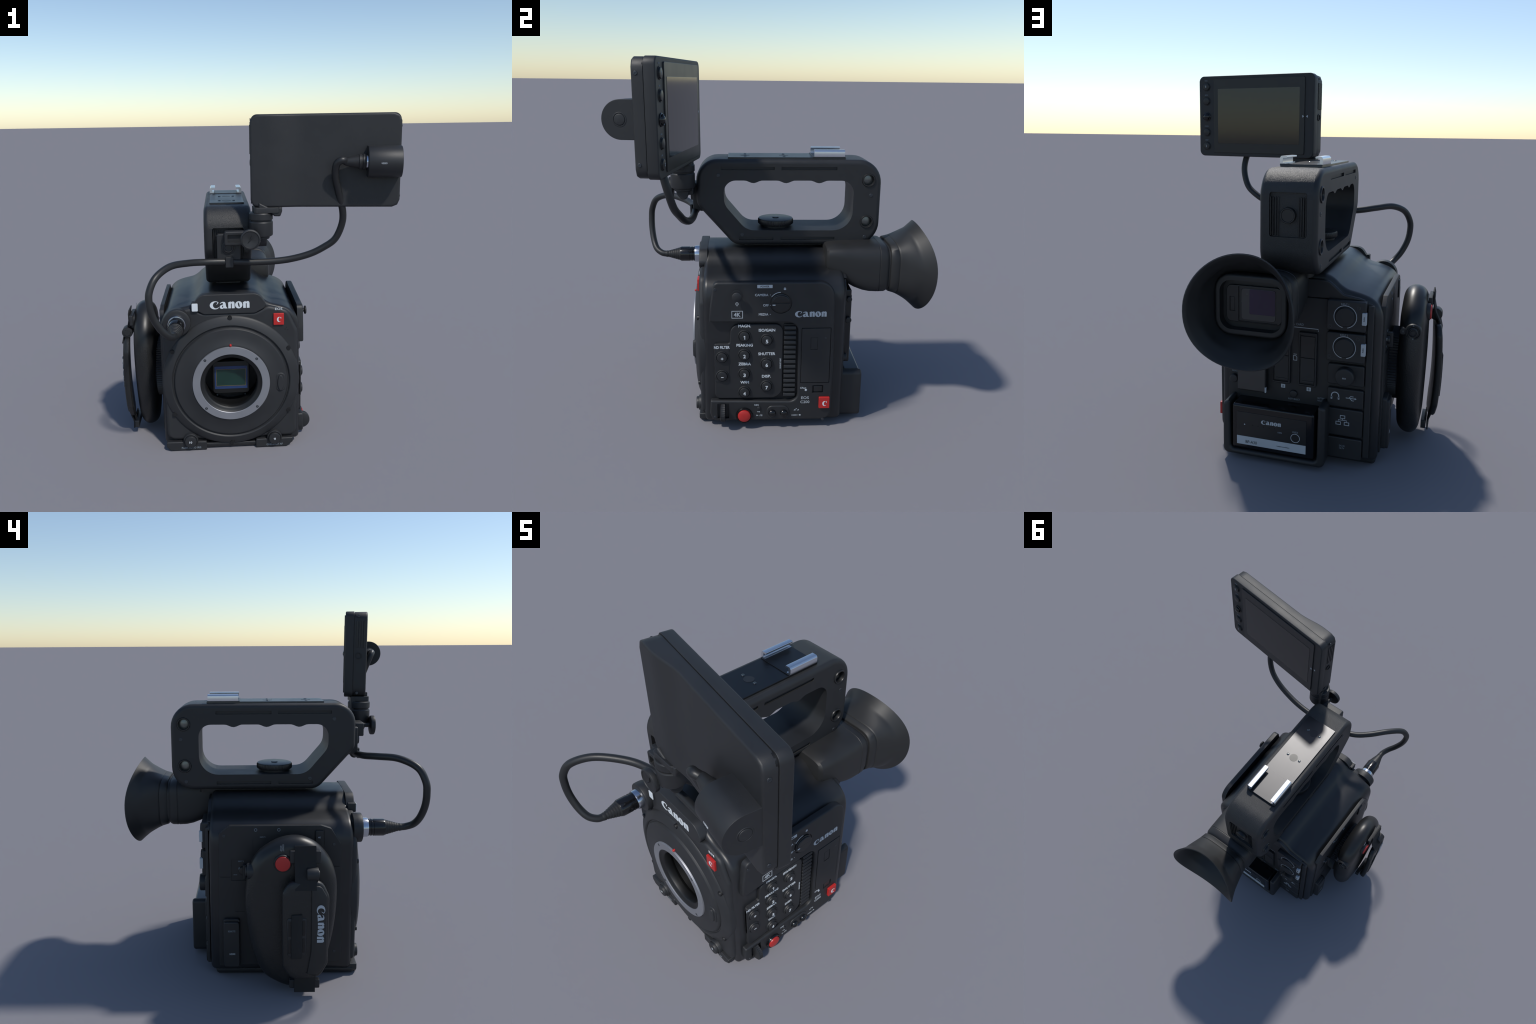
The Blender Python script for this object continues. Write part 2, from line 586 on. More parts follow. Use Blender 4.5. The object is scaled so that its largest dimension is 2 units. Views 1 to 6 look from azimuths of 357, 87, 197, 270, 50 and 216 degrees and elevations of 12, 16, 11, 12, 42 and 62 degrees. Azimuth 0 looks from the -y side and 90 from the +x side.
# base plate with the two front feet
base = add("base_plate", prism(TOP, rpoly([(-0.53, -0.47, .02), (0.235, -0.47, .02), (0.235, 0.305, .02), (-0.53, 0.305, .02)]),
           0.0, 0.036, bb=0.024, bt=0.004), PLASTIC)
add("foot", prism(FRONT, rpoly([(-0.503, 0.0, .004), (-0.283, 0.0, .004), (-0.283, 0.055, .01), (-0.527, 0.058, .006), (-0.527, 0.026, .004)]),
    0.43, 0.482, bt=0.006), PLASTIC, base)
add("foot", prism(FRONT, rpoly([(0.018, 0.0, .004), (0.208, 0.0, .004), (0.246, 0.03, .004), (0.246, 0.058, .006), (0.018, 0.055, .01)]),
    0.43, 0.482, bt=0.006), PLASTIC, base)
letter("PUSH AUTO IRIS", FRONT, -0.378, 0.018, 0.482, 0.118, 0.012, DIMP, base)
letter("ONE-SHOT AF", FRONT, 0.133, 0.018, 0.482, 0.10, 0.012, DIMP, base)

# =================================================================== FRONT PLATE, RING AND LENS MOUNT
fp = [(CX - .395, .065, .05), (CX + .395, .065, .05), (CX + .402, .745, .05), (CX + .345, .872, .05), (CX + .27, .893, .04),
      (CX + .225, .905, .05), (CX + .155, .868, .06), (CX - .155, .868, .06), (CX - .225, .905, .05), (CX - .27, .893, .04),
      (CX - .345, .872, .05), (CX - .402, .745, .05)]
front = add("faceplate", prism(FRONT, rpoly(fp), 0.43, 0.470, bt=0.018, seg=5, holes=[circle(CX, 0.443, 0.24, 48)]), FRONTP)
ring = add("lens_ring", lathe(FRONT, CX, 0.443, [(.23, .435), (.410, .435), (.411, .466), (.407, .474), (.398, .479), (.372, .490), (.356, .4935),
           (.350, .490), (.347, .484), (.342, .484), (.338, .492), (.332, .498), (.30, .501), (.245, .506), (.240, .509), (.233, .509), (.23, .500)], 96, False), FRONTP, front)
for ang in (90, 30, -30, -90, -150, 150):
    a, b = CX + .397 * cos(radians(ang)), .443 + .397 * sin(radians(ang))
    add("ring_screw", lathe(FRONT, a, b, [(.0135, .46), (.0135, .483), (.012, .4855), (.004, .4855)], 20), DARK, front)
mount = add("lens_mount", lathe(FRONT, CX, 0.443, [(.184, .44), (.231, .44), (.231, .514), (.229, .517), (.186, .517), (.184, .515)], 96, False), STEEL)
add("mount_throat", lathe(FRONT, CX, 0.443, [(.1835, .33), (.1835, .512), (.176, .506), (.168, .503), (.160, .500), (.156, .494), (.155, .46),
    (.157, .455), (.170, .44), (.170, .335), (.03, .335), (.03, .33)], 72), LENSBR, mount)
for ang in (45, 135, 225, 315):
    screw(FRONT, CX + .2155 * cos(radians(ang)), .443 + .2155 * sin(radians(ang)), .5165, .0085, mount, rot=ang)
add("mount_index_dot", lathe(FRONT, CX, .682, disc_profile(.007, .50, .5195, .004), 16), REDB, mount)
SZ = .438
add("sensor_frame", prism(FRONT, rrect(CX - .112, SZ - .104, CX + .112, SZ + .104, .022), .33, .411, bt=.004), DARK, mount)
add("sensor_border", prism(FRONT, rrect(CX - .100, SZ - .073, CX + .100, SZ + .073, .002, 1), .34, .4125), SENSB, mount)
shape2d([([(-.090, -.054), (.090, -.054), (.090, .054), (-.090, .054)], [[(-.0885, -.0525), (.0885, -.0525), (.0885, .0525), (-.0885, .0525)]])],
        FRONT, CX, SZ, .4132, .001, 0, GOLD, mount, name="sensor_outline")
add("sensor_surface", prism(FRONT, rrect(CX - .0885, SZ - .0525, CX + .0885, SZ + .0525, .001, 1), .34, .4132), SENSG, mount)
for dx in (-.088, .088):
    add("throat_screw", lathe(FRONT, CX + dx, SZ - .135, disc_profile(.008, .33, .365, .004), 14), SCREWM, mount)
add("lens_release_button", prism(FRONT, rrect(.140, .378, .198, .496, .026), .49, .506, bt=.006), FRONTP, front)
add("lens_release_button", prism(FRONT, ellipse(.170, .434, .019, .050, 28), .50, .515, bt=.006), FRONTP, front)

badge = add("name_badge", prism(FRONT, rpoly([(-.275, .864, .02), (.025, .864, .02), (.100, .905, .03), (.048, .984, .06), (-.298, .984, .06), (-.350, .905, .03)]),
            .43, .4765, bt=.005), FRONTP)
maker_word(FRONT, -.124, .9185, .4768, .232, badge)
add("tally_housing", box(FRONT, -.348, .885, -.307, .938, .44, .484, .006, .003), FRONTP, badge)
add("tally_window", box(FRONT, -.345, .888, -.310, .935, .47, .4865, .005, .001), WHITE, badge)
redf = add("series_badge", box(FRONT, .132, .788, .194, .858, .46, .481, .003, .002), RED, front)
serif_C(FRONT, .165, .822, .4813, .031, front)
letter("EOS", FRONT, .164, .884, .470, .043, .014, WHITE, front, fat=0.0)
for dx, dz in ((0, .012), (-.008, 0), (.008, -.004)):
    add("microphone_hole", lathe(FRONT, .210 + dx, .757 + dz, disc_profile(.003, .46, .4708, .001), 10), DARK, front)
for x, s in ((-.380, "10"), (.132, "11")):
    z = .066
    add("assign_button", lathe(FRONT, x, z, [(.046, .46), (.046, .485), (.043, .490), (.040, .491), (.039, .486), (.036, .486), (.036, .501), (.033, .505), (.02, .506)], 36), PLASTIC, front)
    letter(s, FRONT, x, z, .5065, .017, .013, WHITE, front, fat=0.01)

# =================================================================== RIGHT CONTROL PANEL (+x side)
panel_o = rpoly([(-.400, .052, .03), (.266, .052, .055), (.271, .40, 0), (.264, .879, .085), (-.388, .879, .03), (-.409, .74, .03), (-.413, .654, .004),
                 (.069, .648, .055), (.075, .168, .045), (-.413, .180, .01), (-.418, .10, .02)], 7)
panel = add("control_panel", prism(RIGHT, panel_o, .285, .322, bt=.010, seg=4,
            pockets=[(rrect(.0885, .284, .252, .617, .004), .007), (rrect(.157, .221, .219, .268, .002), .012), (circle(-.027, .762, .060, 40), .006),
                     (rrect(-.376, .068, -.310, .161, .002), .014)]), PLASTIC)
add("card_door", prism(RIGHT, rrect(.0915, .2875, .2485, .6135, .003), .312, .3245, bt=.0015, pockets=[(rrect(.139, .487, .180, .563, .003), .0025)]), PLASTIC, panel)
add("door_inlay", box(RIGHT, .1415, .4895, .1775, .5605, .315, .3237, .003, .0012), PLASTIC, panel)
screw(RIGHT, .222, .557, .3242, .006, panel)
add("door_latch", prism(RIGHT, rpoly([(.165, .226), (.215, .226), (.215, .262), (.165, .262)]), .305, .3185, bt=.004), BEZEL, panel)
screw(RIGHT, -.379, .840, .322, .008, panel)
screw(RIGHT, -.389, .078, .322, .008, panel)
screw(RIGHT, .222, .053, .322, .008, panel)
panel.location.x = -.002            # panel stands a little lower than drawn
# keypad tray
tray = add("keypad_tray", prism(RIGHT, rpoly([(-.388, .185, .03), (-.011, .185, .06), (-.011, .634, .045), (-.298, .634, .05), (-.304, .520, .012),
           (-.388, .520, .025)], 6), .285, .3045, bt=.006), PLASTIC)
add("filter_tray", box(RIGHT, -.388, .290, -.307, .519, .29, .3065, .008, .003), PLASTIC, tray)
bm = bmesh.new()
lathe(Face((0, 0, 0), (1, 0, 0), (0, 1, 0), (0, 0, 1)), 0, 0, [(.037, -.004), (.037, .003), (.035, .007), (.032, .008), (.030, .006), (.0295, .001),
      (.0285, .001), (.0285, .010), (.0265, .013), (.022, .0142), (.010, .0148)], 40, True, bm)
BTN = done(bm, "round_button"); BTN.materials.append(PLASTIC)
keys = [("1", -.224, .567), ("2", -.224, .455), ("3", -.224, .341), ("4", -.224, .227), ("5", -.101, .543), ("6", -.101, .401), ("7", -.1, .262),
        ("+", -.347, .442), ("-", -.347, .329)]
for s, y, z in keys:
    h = .3045
    add("round_button", BTN, None, tray, RIGHT.matrix(y, z, h))
    big = s.isdigit()
    letter(s, RIGHT, y + .001, z - .004, h + .0150, .014 if s != "1" else .009, .021 if big else (.014 if s == "+" else .003), WHITE, tray, fat=0.02)
for s, y, z, w in (("MAGN.", -.222, .626, .068), ("PEAKING", -.222, .512, .090), ("ZEBRA", -.222, .399, .069), ("WFM", -.222, .286, .048),
                   ("ISO/GAIN", -.1, .600, .090), ("SHUTTER", -.1, .459, .094), ("DISP.", -.101, .322, .050), ("ND FILTER", -.347, .501, .086)):
    letter(s, RIGHT, y, z, .3065 if s == "ND FILTER" else .3045, w, .0165, WHITE, tray, fat=0.022)
letter("EXHAUST VENT", RIGHT, -.024, .40, .3045, .062, .008, GREYP, tray, rot=radians(90))
tray.location.x = .002
# ventilation grille
vent = add("vent_grille", box(RIGHT, -.008, .186, .066, .632, .285, .296, .01, .002), DARK)
bm = bmesh.new()
prism(Face((0, 0, 0), (1, 0, 0), (0, 1, 0), (0, 0, 1)), rrect(-.034, -.0095, .034, .0095, .004), -.006, .012, bt=.004, bm=bm)
SLAT = done(bm, "vent_slat"); SLAT.materials.append(PLASTIC)
for i in range(15):
    add("vent_slat", SLAT, None, vent, RIGHT.matrix(.0285, .203 + .0291 * i, .296) @ Matrix.Rotation(radians(-12), 4, "X"))
# power dial
dial = add("power_dial", lathe(RIGHT, -.027, .762, [(.060, .314), (.060, .318), (.054, .3185), (.053, .326), (.050, .328), (.02, .3285)], 48), BEZEL, panel)
add("dial_grip", prism(RIGHT, rpoly([(-.077, .768, .002), (.023, .768, .002), (.018, .785, .01), (.002, .803, .01), (-.027, .812, .01), (-.056, .803, .01), (-.072, .785, .01)]),
    .326, .336, bt=.004), BEZEL, panel)
add("dial_grip", prism(RIGHT, rpoly([(-.078, .764, .002), (.024, .764, .002), (.018, .739, .01), (.002, .721, .01), (-.027, .712, .01), (-.056, .721, .01), (-.072, .739, .01)]),
    .322, .332, bt=.003), BEZEL, panel)
add("dial_marker", box(RIGHT, -.073, .752, -.057, .757, .328, .3335, .001, .0005), WHITE, panel)
shape2d([(arc(0, 0, .063, 92, 145) + arc(0, 0, .0605, 145, 92), [])], RIGHT, -.027, .762, .3222, mat=WHITE, parent=panel, name="dial_arc")
shape2d([([(-.006, -.006), (.006, -.006), (.006, .003), (-.006, .003)], []), stroke(arc(0, .003, .004, 0, 180, 10), .0018)], RIGHT, -.007, .843, .3222, mat=GREYP, parent=panel, name="padlock_mark")
add("power_label", box(RIGHT, -.155, .848, -.073, .866, .318, .3232, .002, .0006), GREYP, panel)
letter("POWER", RIGHT, -.114, .857, .3232, .047, .010, INK, panel)
for s, y, z, w in (("CAMERA", -.131, .809, .072), ("OFF", -.108, .750, .030), ("MEDIA", -.120, .698, .052)):
    letter(s, RIGHT, y, z, .322, w, .0135, GREYP, panel, fat=0.02)
    add("printed_dot", lathe(RIGHT, -.084, z, [(.002, .321), (.002, .3228)], 8), GREYP, panel)
maker_word(RIGHT, .136, .697, .3224, .172, panel, GREYP)
shape2d([stroke([(-.029, -.020), (.029, -.020), (.029, .020), (-.029, .020)], .003, True)], RIGHT, -.262, .6975, .322, mat=GREYP, parent=panel, name="label_frame")
letter("4K", RIGHT, -.262, .6975, .322, .036, .023, GREYP, panel, fat=0.02)
shape2d([stroke(circle(0, 0, .0075, 20), .002, True), ([(-.001, -.014), (.001, -.014), (.001, .014), (-.001, .014)], [])], RIGHT, -.263, .759, .322, mat=GREYP, parent=panel, name="focal_plane_mark")
add("tape_hook", lathe(RIGHT, -.264, .808, [(.030, .315), (.030, .3235), (.014, .325), (.012, .327), (.012, .345), (.024, .346), (.026, .349), (.026, .355), (.022, .358)], 32), PLASTIC, panel)
letter("EOS", RIGHT, .118, .191, .322, .044, .016, GREYP, panel, fat=0.0)
letter("C200", RIGHT, .118, .165, .322, .051, .016, GREYP, panel, fat=0.0)
add("series_badge", box(RIGHT, .196, .130, .256, .197, .315, .336, .003, .002), RED, panel)
serif_C(RIGHT, .228, .160, .3364, .030, panel)
letter("CFast", RIGHT, .106, .253, .322, .035, .011, GREYP, panel)
add("access_lamp", lathe(RIGHT, .122, .239, disc_profile(.007, .315, .3245, .003), 16), GREYP, panel)
# record button, joystick pads, front wheel
add("record_ring", lathe(RIGHT, -.225, .088, [(.047, .312), (.047, .330), (.044, .335), (.040, .335), (.038, .330), (.038, .318)], 40), GLOSS, panel)
add("record_button", lathe(RIGHT, -.225, .088, [(.0365, .318), (.0365, .335), (.034, .340), (.026, .3435), (.014, .345), (.004, .3455)], 40), REDB, panel)
add("button_pad", prism(RIGHT, rrect(-.100, .062, .030, .145, .035), .315, .328, bt=.006), PLASTIC, panel)
for y in (-.067, -.002):
    add("dome_button", lathe(RIGHT, y, .101, [(.022, .32), (.022, .330), (.020, .338), (.014, .344), (.006, .3465)], 28), GLOSS, panel)
add("small_button", lathe(RIGHT, -.142, .130, disc_profile(.011, .318, .328, .004), 20), PLASTIC, panel)
wheel_face = Face((.317, 0, .107), (1, 0, 0), (0, 0, 1), (0, 1, 0))
add("thumb_wheel", lathe(wheel_face, 0, 0, [(.048, -.358), (.053, -.355), (.054, -.353), (.054, -.336), (.053, -.334), (.048, -.331)], 72, True, flute=(-.354, -.335, .003)), PLASTIC, panel)
for s, y, z, w, hh in (("REC", -.155, .150, .025, .009), ("WB", -.144, .107, .017, .007), ("II", -.127, .084, .008, .010), ("/", -.136, .084, .005, .010), ("INDEX /", .062, .082, .036, .007)):
    letter(s, RIGHT, y, z, .322, w, hh, GREYP, panel)
shape2d([([(-.006, -.004), (.006, 0), (-.006, .004)], [])], RIGHT, -.150, .084, .322, mat=GREYP, parent=panel, name="play_mark")
add("printed_square", box(RIGHT, .086, .078, .096, .086, .318, .3228, .001, .0004), GREYP, panel)
shape2d([([(-.014, -.004), (-.004, -.004), (-.004, .002), (-.010, .002)], []), ([(.004, -.004), (.014, -.004), (.014, .004)], []), ([(-.003, .004), (.003, .004), (.003, .008), (-.003, .008)], [])],
        RIGHT, .070, .116, .322, mat=GREYP, parent=panel, name="white_balance_mark")

# =================================================================== LEFT SIDE PLATE (-x side)
lp = rpoly([(.285, .062, .01), (.277, .826, .01), (.221, .871, .012), (-.268, .871, .02), (-.322, .853, .02), (-.376, .768, .02), (-.391, .085, .03)])
side = add("terminal_plate", prism(LEFT, lp, .525, .549, bt=.003, pockets=[(rrect(-.286, .76, -.232, .849, .006), .003),
           (rrect(.127, .563, .213, .685, .004), .004), (rrect(.142, .383, .195, .461, .003), .002), (rrect(-.046, .70, .096, .819, .006), .0015),
           (rrect(.217, .583, .272, .587, .001), .003), (rrect(-.370, .640, -.34, .644, .001), .003)]), PLASTIC)
side.location.x = .002
for y, z in ((.249, .815), (-.337, .765), (-.350, .147)):
    screw(LEFT, y, z, .549, .008, side)
for y in (.080, -.043):
    add("status_lamp", lathe(LEFT, y, .848, [(.0085, .545), (.0085, .5515), (.0062, .5515), (.0060, .548)], 18), DIMP, side)
add("terminal_cover", box(LEFT, -.281, .742, -.238, .843, .54, .556, .006, .003), PLASTIC, side)
letter("MIC", LEFT, -.259, .806, .556, .014, .008, GREYP, side)
letter("INPUT 1", LEFT, .042, .808, .549, .031, .008, DIMP, side)
letter("INPUT 2", LEFT, .160, .673, .547, .030, .008, DIMP, side)
letter("MAN/A", LEFT, .190, .597, .547, .020, .006, DIMP, side)
add("level_switch", box(LEFT, .131, .58, .150, .66, .54, .575, .005, .004), PLASTIC, side)
add("switch_mark", box(LEFT, .165, .623, .172, .636, .54, .5475, .001, .0005), GREYP, side)
add("level_knob", lathe(LEFT, .150, .622, disc_profile(.022, .54, .562, .004), 24), BEZEL, side)
cover = add("terminal_cover", box(LEFT, .170, .074, .256, .338, .545, .586, .014, .006), PLASTIC, side)
add("terminal_cover", box(LEFT, .168, .072, .259, .350, .54, .572, .014, .004), PLASTIC, side)
letter("REMOTE", LEFT, .213, .287, .586, .039, .010, DIMP, side)
letter("HDMI", LEFT, .211, .153, .586, .030, .010, GREYP, side)

# =================================================================== REAR PANEL
rear = add("connector_panel", prism(REAR, rpoly([(-.500, .056, .02), (.246, .056, .02), (.246, .82, .03), (.205, .857, .02), (-.462, .859, .02), (-.500, .845, .02)]),
           .32, .341, bt=.004), PLASTIC)
hood = rpoly([(CX - .355, .862, .01), (CX + .355, .862, .01), (CX + .30, .878, .03), (CX + .225, .890, .04), (CX + .15, .955, .05), (CX - .15, .955, .05),
              (CX - .225, .890, .04), (CX - .30, .878, .03)])
add("panel_hood", prism(REAR, hood, .32, .348, bt=.008), SHELL, rear)
add("panel_rail", box(REAR, -.500, .058, -.468, .845, .33, .352, .006, .005), PLASTIC, rear)
doors = [(.716, .866, -.275, .376), (.559, .706, -.278, .376), (.434, .541, -.285, .362), (.318, .415, -.286, .362), (.165, .309, -.287, .362), (.044, .155, -.289, .362)]
for i, (z0, z1, x1, h) in enumerate(doors):
    add("terminal_door", box(REAR, -.466, z0, x1, z1, .335, h, .010, .006), PLASTIC, rear)
for i, zc in enumerate((.788, .634)):
    add("audio_cap", lathe(REAR, -.366, zc, [(.048, .37), (.048, .383), (.044, .388)], 40), PLASTIC, rear)
    shape2d([(arc(0, 0, .0565, -78, 258, 48) + arc(0, 0, .0535, 258, -78, 48), [])], REAR, -.366, zc, .3762, mat=GREYP, parent=rear, name="printed_ring")
    letter("INPUT %d" % (i + 1), REAR, -.363, zc + .062, .376, .038, .009, DIMP, rear)
    add("release_tab", box(REAR, -.470, zc - .031, -.448, zc + .029, .37, .388, .003, .002), GREYP, rear)
    letter("PUSH", REAR, -.459, zc, .388, .022, .006, INK, rear, rot=radians(90))
    for dx, dz in ((-.064, .049), (.071, -.050)):
        add("door_screw", lathe(REAR, -.366 + dx, zc + dz, [(.009, .37), (.009, .3775), (.0065, .3775), (.006, .375)], 16), SCREWM, rear)
add("video_cap", lathe(REAR, -.374, .487, disc_profile(.047, .35, .398, .008), 40), PLASTIC, rear)
letter("SDI", REAR, -.374, .485, .398, .018, .007, GREYP, rear)
# symbols on the small doors
shape2d([stroke(arc(0, 0, .0185, 0, 180, 18), .0045), stroke([(-.0185, 0), (-.0185, -.012)], .0045), stroke([(.0185, 0), (.0185, -.012)], .0045),
         ([(-.022, -.018), (-.014, -.018), (-.014, -.004), (-.022, -.004)], []), ([(.014, -.018), (.022, -.018), (.022, -.004), (.014, -.004)], [])],
        REAR, -.326, .375, .362, mat=GREYP, parent=rear, name="headphone_mark")
shape2d([stroke([(-.026, 0), (.02, 0)], .0035), ([(.018, -.006), (.027, 0), (.018, .006)], []), stroke([(-.012, 0), (-.002, .010), (.012, .010)], .003),
         stroke([(-.006, 0), (.004, -.011), (.014, -.011)], .003)], REAR, -.406, .371, .362, mat=GREYP, parent=rear, name="port_mark")
def cell(x, z): return stroke([(x - .0115, z - .0075), (x + .0115, z - .0075), (x + .0115, z + .0075), (x - .0115, z + .0075)], .003, True)
shape2d([cell(0, .018), cell(-.021, -.016), cell(.021, -.016), stroke([(0, .010), (0, .001)], .003), stroke([(-.021, -.008), (-.021, .001), (.021, .001), (.021, -.008)], .003)],
        REAR, -.367, .249, .362, mat=GREYP, parent=rear, name="network_mark")
letter("DC IN", REAR, -.368, .112, .362, .027, .009, DIMP, rear)
letter("16.7V", REAR, -.368, .099, .362, .026, .009, DIMP, rear)
# card slots
for x0, x1, s in ((-.091, .003, "A"), (-.226, -.133, "B")):
    add("card_slot_cover", prism(REAR, rrect(x0, .400, x1, .682, .006), .335, .358, bt=.004,
        pockets=[(rrect(x0 + .008, .410, x1 - .006, .672, .003), .008)]), PLASTIC, rear)
    add("card_slot_window", box(REAR, x0 + .010, .416, x1 - .010, .548, .34, .356, .003, .002), PLASTIC, rear)
    add("card_slot_window", box(REAR, x0 + .010, .549, x1 - .010, .662, .34, .354, .003, .002), BEZEL, rear)
    add("card_slot_ridge", box(REAR, x0 + .012, .418, x1 - .020, .430, .35, .3585, .002, .0015), PLASTIC, rear)
    c = x0 + .04
    add("slot_label", box(REAR, c - .011, .370, c + .011, .390, .335, .3425, .001, .0005), GREYP, rear)
    letter(s, REAR, c, .380, .3425, .009, .011, INK, rear)
letter("SD CARD", REAR, -.122, .716, .341, .062, .012, DIMP, rear)
shape2d([stroke([(-.115, -.012), (-.115, 0), (.115, 0), (.115, -.012)], .0028)], REAR, -.113, .700, .341, mat=GREYP, parent=rear, name="bracket_line")
shape2d([stroke([(-.009, -.014), (.009, -.014), (.009, .004), (.003, .010), (-.009, .010)], .0028, True), stroke([(-.009, .018), (.009, .018)], .0028)],
        REAR, -.112, .540, .341, mat=GREYP, parent=rear, name="card_mark")
add("slot_select_button", lathe(REAR, -.108, .346, disc_profile(.020, .335, .353, .005), 28), PLASTIC, rear)
letter("SLOT SELECT", REAR, -.110, .316, .341, .062, .009, DIMP, rear)
letter("BATTERY", REAR, -.252, .340, .341, .038, .008, DIMP, rear)
letter("RELEASE", REAR, -.252, .327, .341, .038, .008, DIMP, rear)
letter("MENU", REAR, .213, .428, .341, .030, .009, DIMP, rear)
add("menu_button", lathe(REAR, .213, .391, disc_profile(.022, .335, .362, .005), 28), PLASTIC, rear)
disp = add("status_display", box(REAR, .030, .345, .183, .785, .335, .381, .006, .004), BEZEL)
add("display_window", box(REAR, .034, .352, .180, .752, .37, .3835, .003, .001), SMOKE, disp)
add("display_trim", box(REAR, .028, .347, .034, .375, .372, .385, .001, .0005), GREYP, disp)
add("display_knob", lathe(RIGHT, .366, .735, disc_profile(.016, .17, .205, .004), 18), PLASTIC, disp)
add("display_knob", lathe(RIGHT, .366, .610, disc_profile(.018, .17, .205, .004), 18), PLASTIC, disp)

# battery in its cradle
u = [(-.298, .020, .03), (.236, .020, .03), (.236, .296, .025), (.200, .318, .01), (.194, .05, .02), (-.258, .05, .02), (-.260, .345, .012), (-.298, .338, .02)]
cradle = add("battery_cradle", prism(REAR, rpoly(u), .325, .454, bt=.014, seg=4), PLASTIC)
batt = add("battery", prism(REAR, rrect(-.246, .056, .188, .298, .014), .325, .4505, bt=.014, seg=4), GLOSS)
add("battery_label", box(REAR, -.205, .083, .159, .259, .43, .4525, .003, .001), BEZEL, batt)
add("label_band", box(REAR, -.2045, .0835, .1585, .129, .435, .4532, .001, .0004), GREYP, batt)
maker_word(REAR, -.023, .219, .4527, .104, batt, GREYP)
letter("BP-A30", REAR, .081, .101, .4532, .060, .016, INK, batt, fat=0.0)
letter("Intelligent Li-ion Battery", REAR, -.088, .103, .4532, .066, .006, INK, batt, fat=0.0)
letter("CHECK", REAR, -.150, .193, .4525, .030, .009, DIMP, batt)
letter("100%", REAR, -.070, .178, .4525, .022, .008, DIMP, batt)
shape2d([stroke(circle(0, 0, .0225, 32), .0025, True)], REAR, -.150, .161, .4525, mat=GREYP, parent=batt, name="printed_ring")
for i in range(6):
    add("charge_lamp", lathe(REAR, .117 - .029 * i - (.014 if i else 0), .194, [(.0035, .44), (.0035, .4532)], 10), DARK if i else GREYP, batt)

# =================================================================== TOP HANDLE
def grip_line(y):
    z = 1.373
    for c in (-.169, .014, .200):
        d = abs(y - c)
        if d < .05: z -= .0145 * (.5 + .5 * cos(pi * d / .05))
    return z
win = [(p[0], p[1]) for p in rpoly([(-.334, 1.373, .075), (-.334, 1.238, .09), (-.207, 1.088, .10), (.397, 1.087, .11), (.397, 1.373, .07)], 8)]
win = [p for p in win if not (p[1] > 1.3715 and -.25 < p[0] < .31)]
top = [(-.25 + .56 * i / 40, grip_line(-.25 + .56 * i / 40)) for i in range(41)]
i0 = min(range(len(win)), key=lambda i: (win[i][0] - .31) ** 2 + (win[i][1] - 1.373) ** 2)
win = win[i0 + 1:] + win[:i0 + 1]
if math.dist(win[0], (-.25, 1.373)) < math.dist(win[-1], (-.25, 1.373)):
    win = top[::-1] + win
else:
    win = win + top
outer = rpoly([(-.487, 1.490, .118), (-.487, 1.236, .07), (-.276, .999, .085), (.554, .999, .130), (.554, 1.488, .130)], 9)
slots = [(rrect(-.350, 1.431, -.050, 1.449, .003, 2), .010), (rrect(-.013, 1.431, .299, 1.449, .003, 2), .010),
         (rrect(-.250, 1.031, -.053, 1.049, .003, 2), .010), (rrect(-.012, 1.031, .299, 1.049, .003, 2), .010),
         (circle(.480, 1.376, .030, 32), .05), (circle(.479, 1.138, .030, 32), .05)]
hx0, hx1 = -.261, .011
hme = prism(RIGHT, outer, hx0, hx1, bt=.024, bb=.024, seg=5, pockets=slots, pockets_b=slots, holes=[win])
handle = add("carry_handle", hme, [PLASTIC, GRIPTEX])
def cutter(x0, x1, z0, z1, y0, y1):
    o = add("cutter", prism(REAR, rrect(x0, z0, x1, z1, .012), y0, y1), DARK, handle)
    o.hide_render = True
    return o
cuts = [cutter(-.214, -.034, 1.176, 1.376, -.52, -.456), cutter(-.212, -.038, 1.185, 1.387, .538, .60)]
for c in cuts:
    md = handle.modifiers.new("cut", "BOOLEAN")
    md.operation = "DIFFERENCE"; md.solver = "EXACT"; md.object = c
bpy.context.view_layer.update()
me2 = bpy.data.meshes.new_from_object(handle.evaluated_get(bpy.context.evaluated_depsgraph_get()))
handle.modifiers.clear()
me2.materials.clear()
me2.materials.append(PLASTIC); me2.materials.append(GRIPTEX)
for p in me2.polygons:
    c = p.center
    inwin = -.34 < c.y < .40 and 1.08 < c.z < 1.38
    p.material_index = 1 if (abs(p.normal.x) < .30 and not inwin and -.215 < c.x - 0 < .2) else 0
me2.polygons.foreach_set("use_smooth", [True] * len(me2.polygons))
me2.set_sharp_from_angle(angle=radians(30))
handle.data = me2
for c in cuts:
    bpy.data.objects.remove(c)
# accessory holes, screws
for F, h in ((RIGHT, hx1), (LEFT, -hx0)):
    for y, z in ((.480, 1.376), (.479, 1.138)):
        add("hole_rim", lathe(F, y, z, [(.029, h - .02), (.037, h - .02), (.0385, h + .002), (.036, h + .006), (.031, h + .006), (.029, h + .003)], 36, False), BEZEL, handle)
        add("threaded_insert", lathe(F, y, z, [(.0285, h - .049), (.0285, h - .020), (.014, h - .017), (.002, h - .016)], 28), INSERT, handle)
    for y, z in ((-.364, 1.401), (-.232, 1.062), (.497, 1.290), (.472, 1.047)):
        screw(F, y, z, h, .0105, handle, rot=0.0)
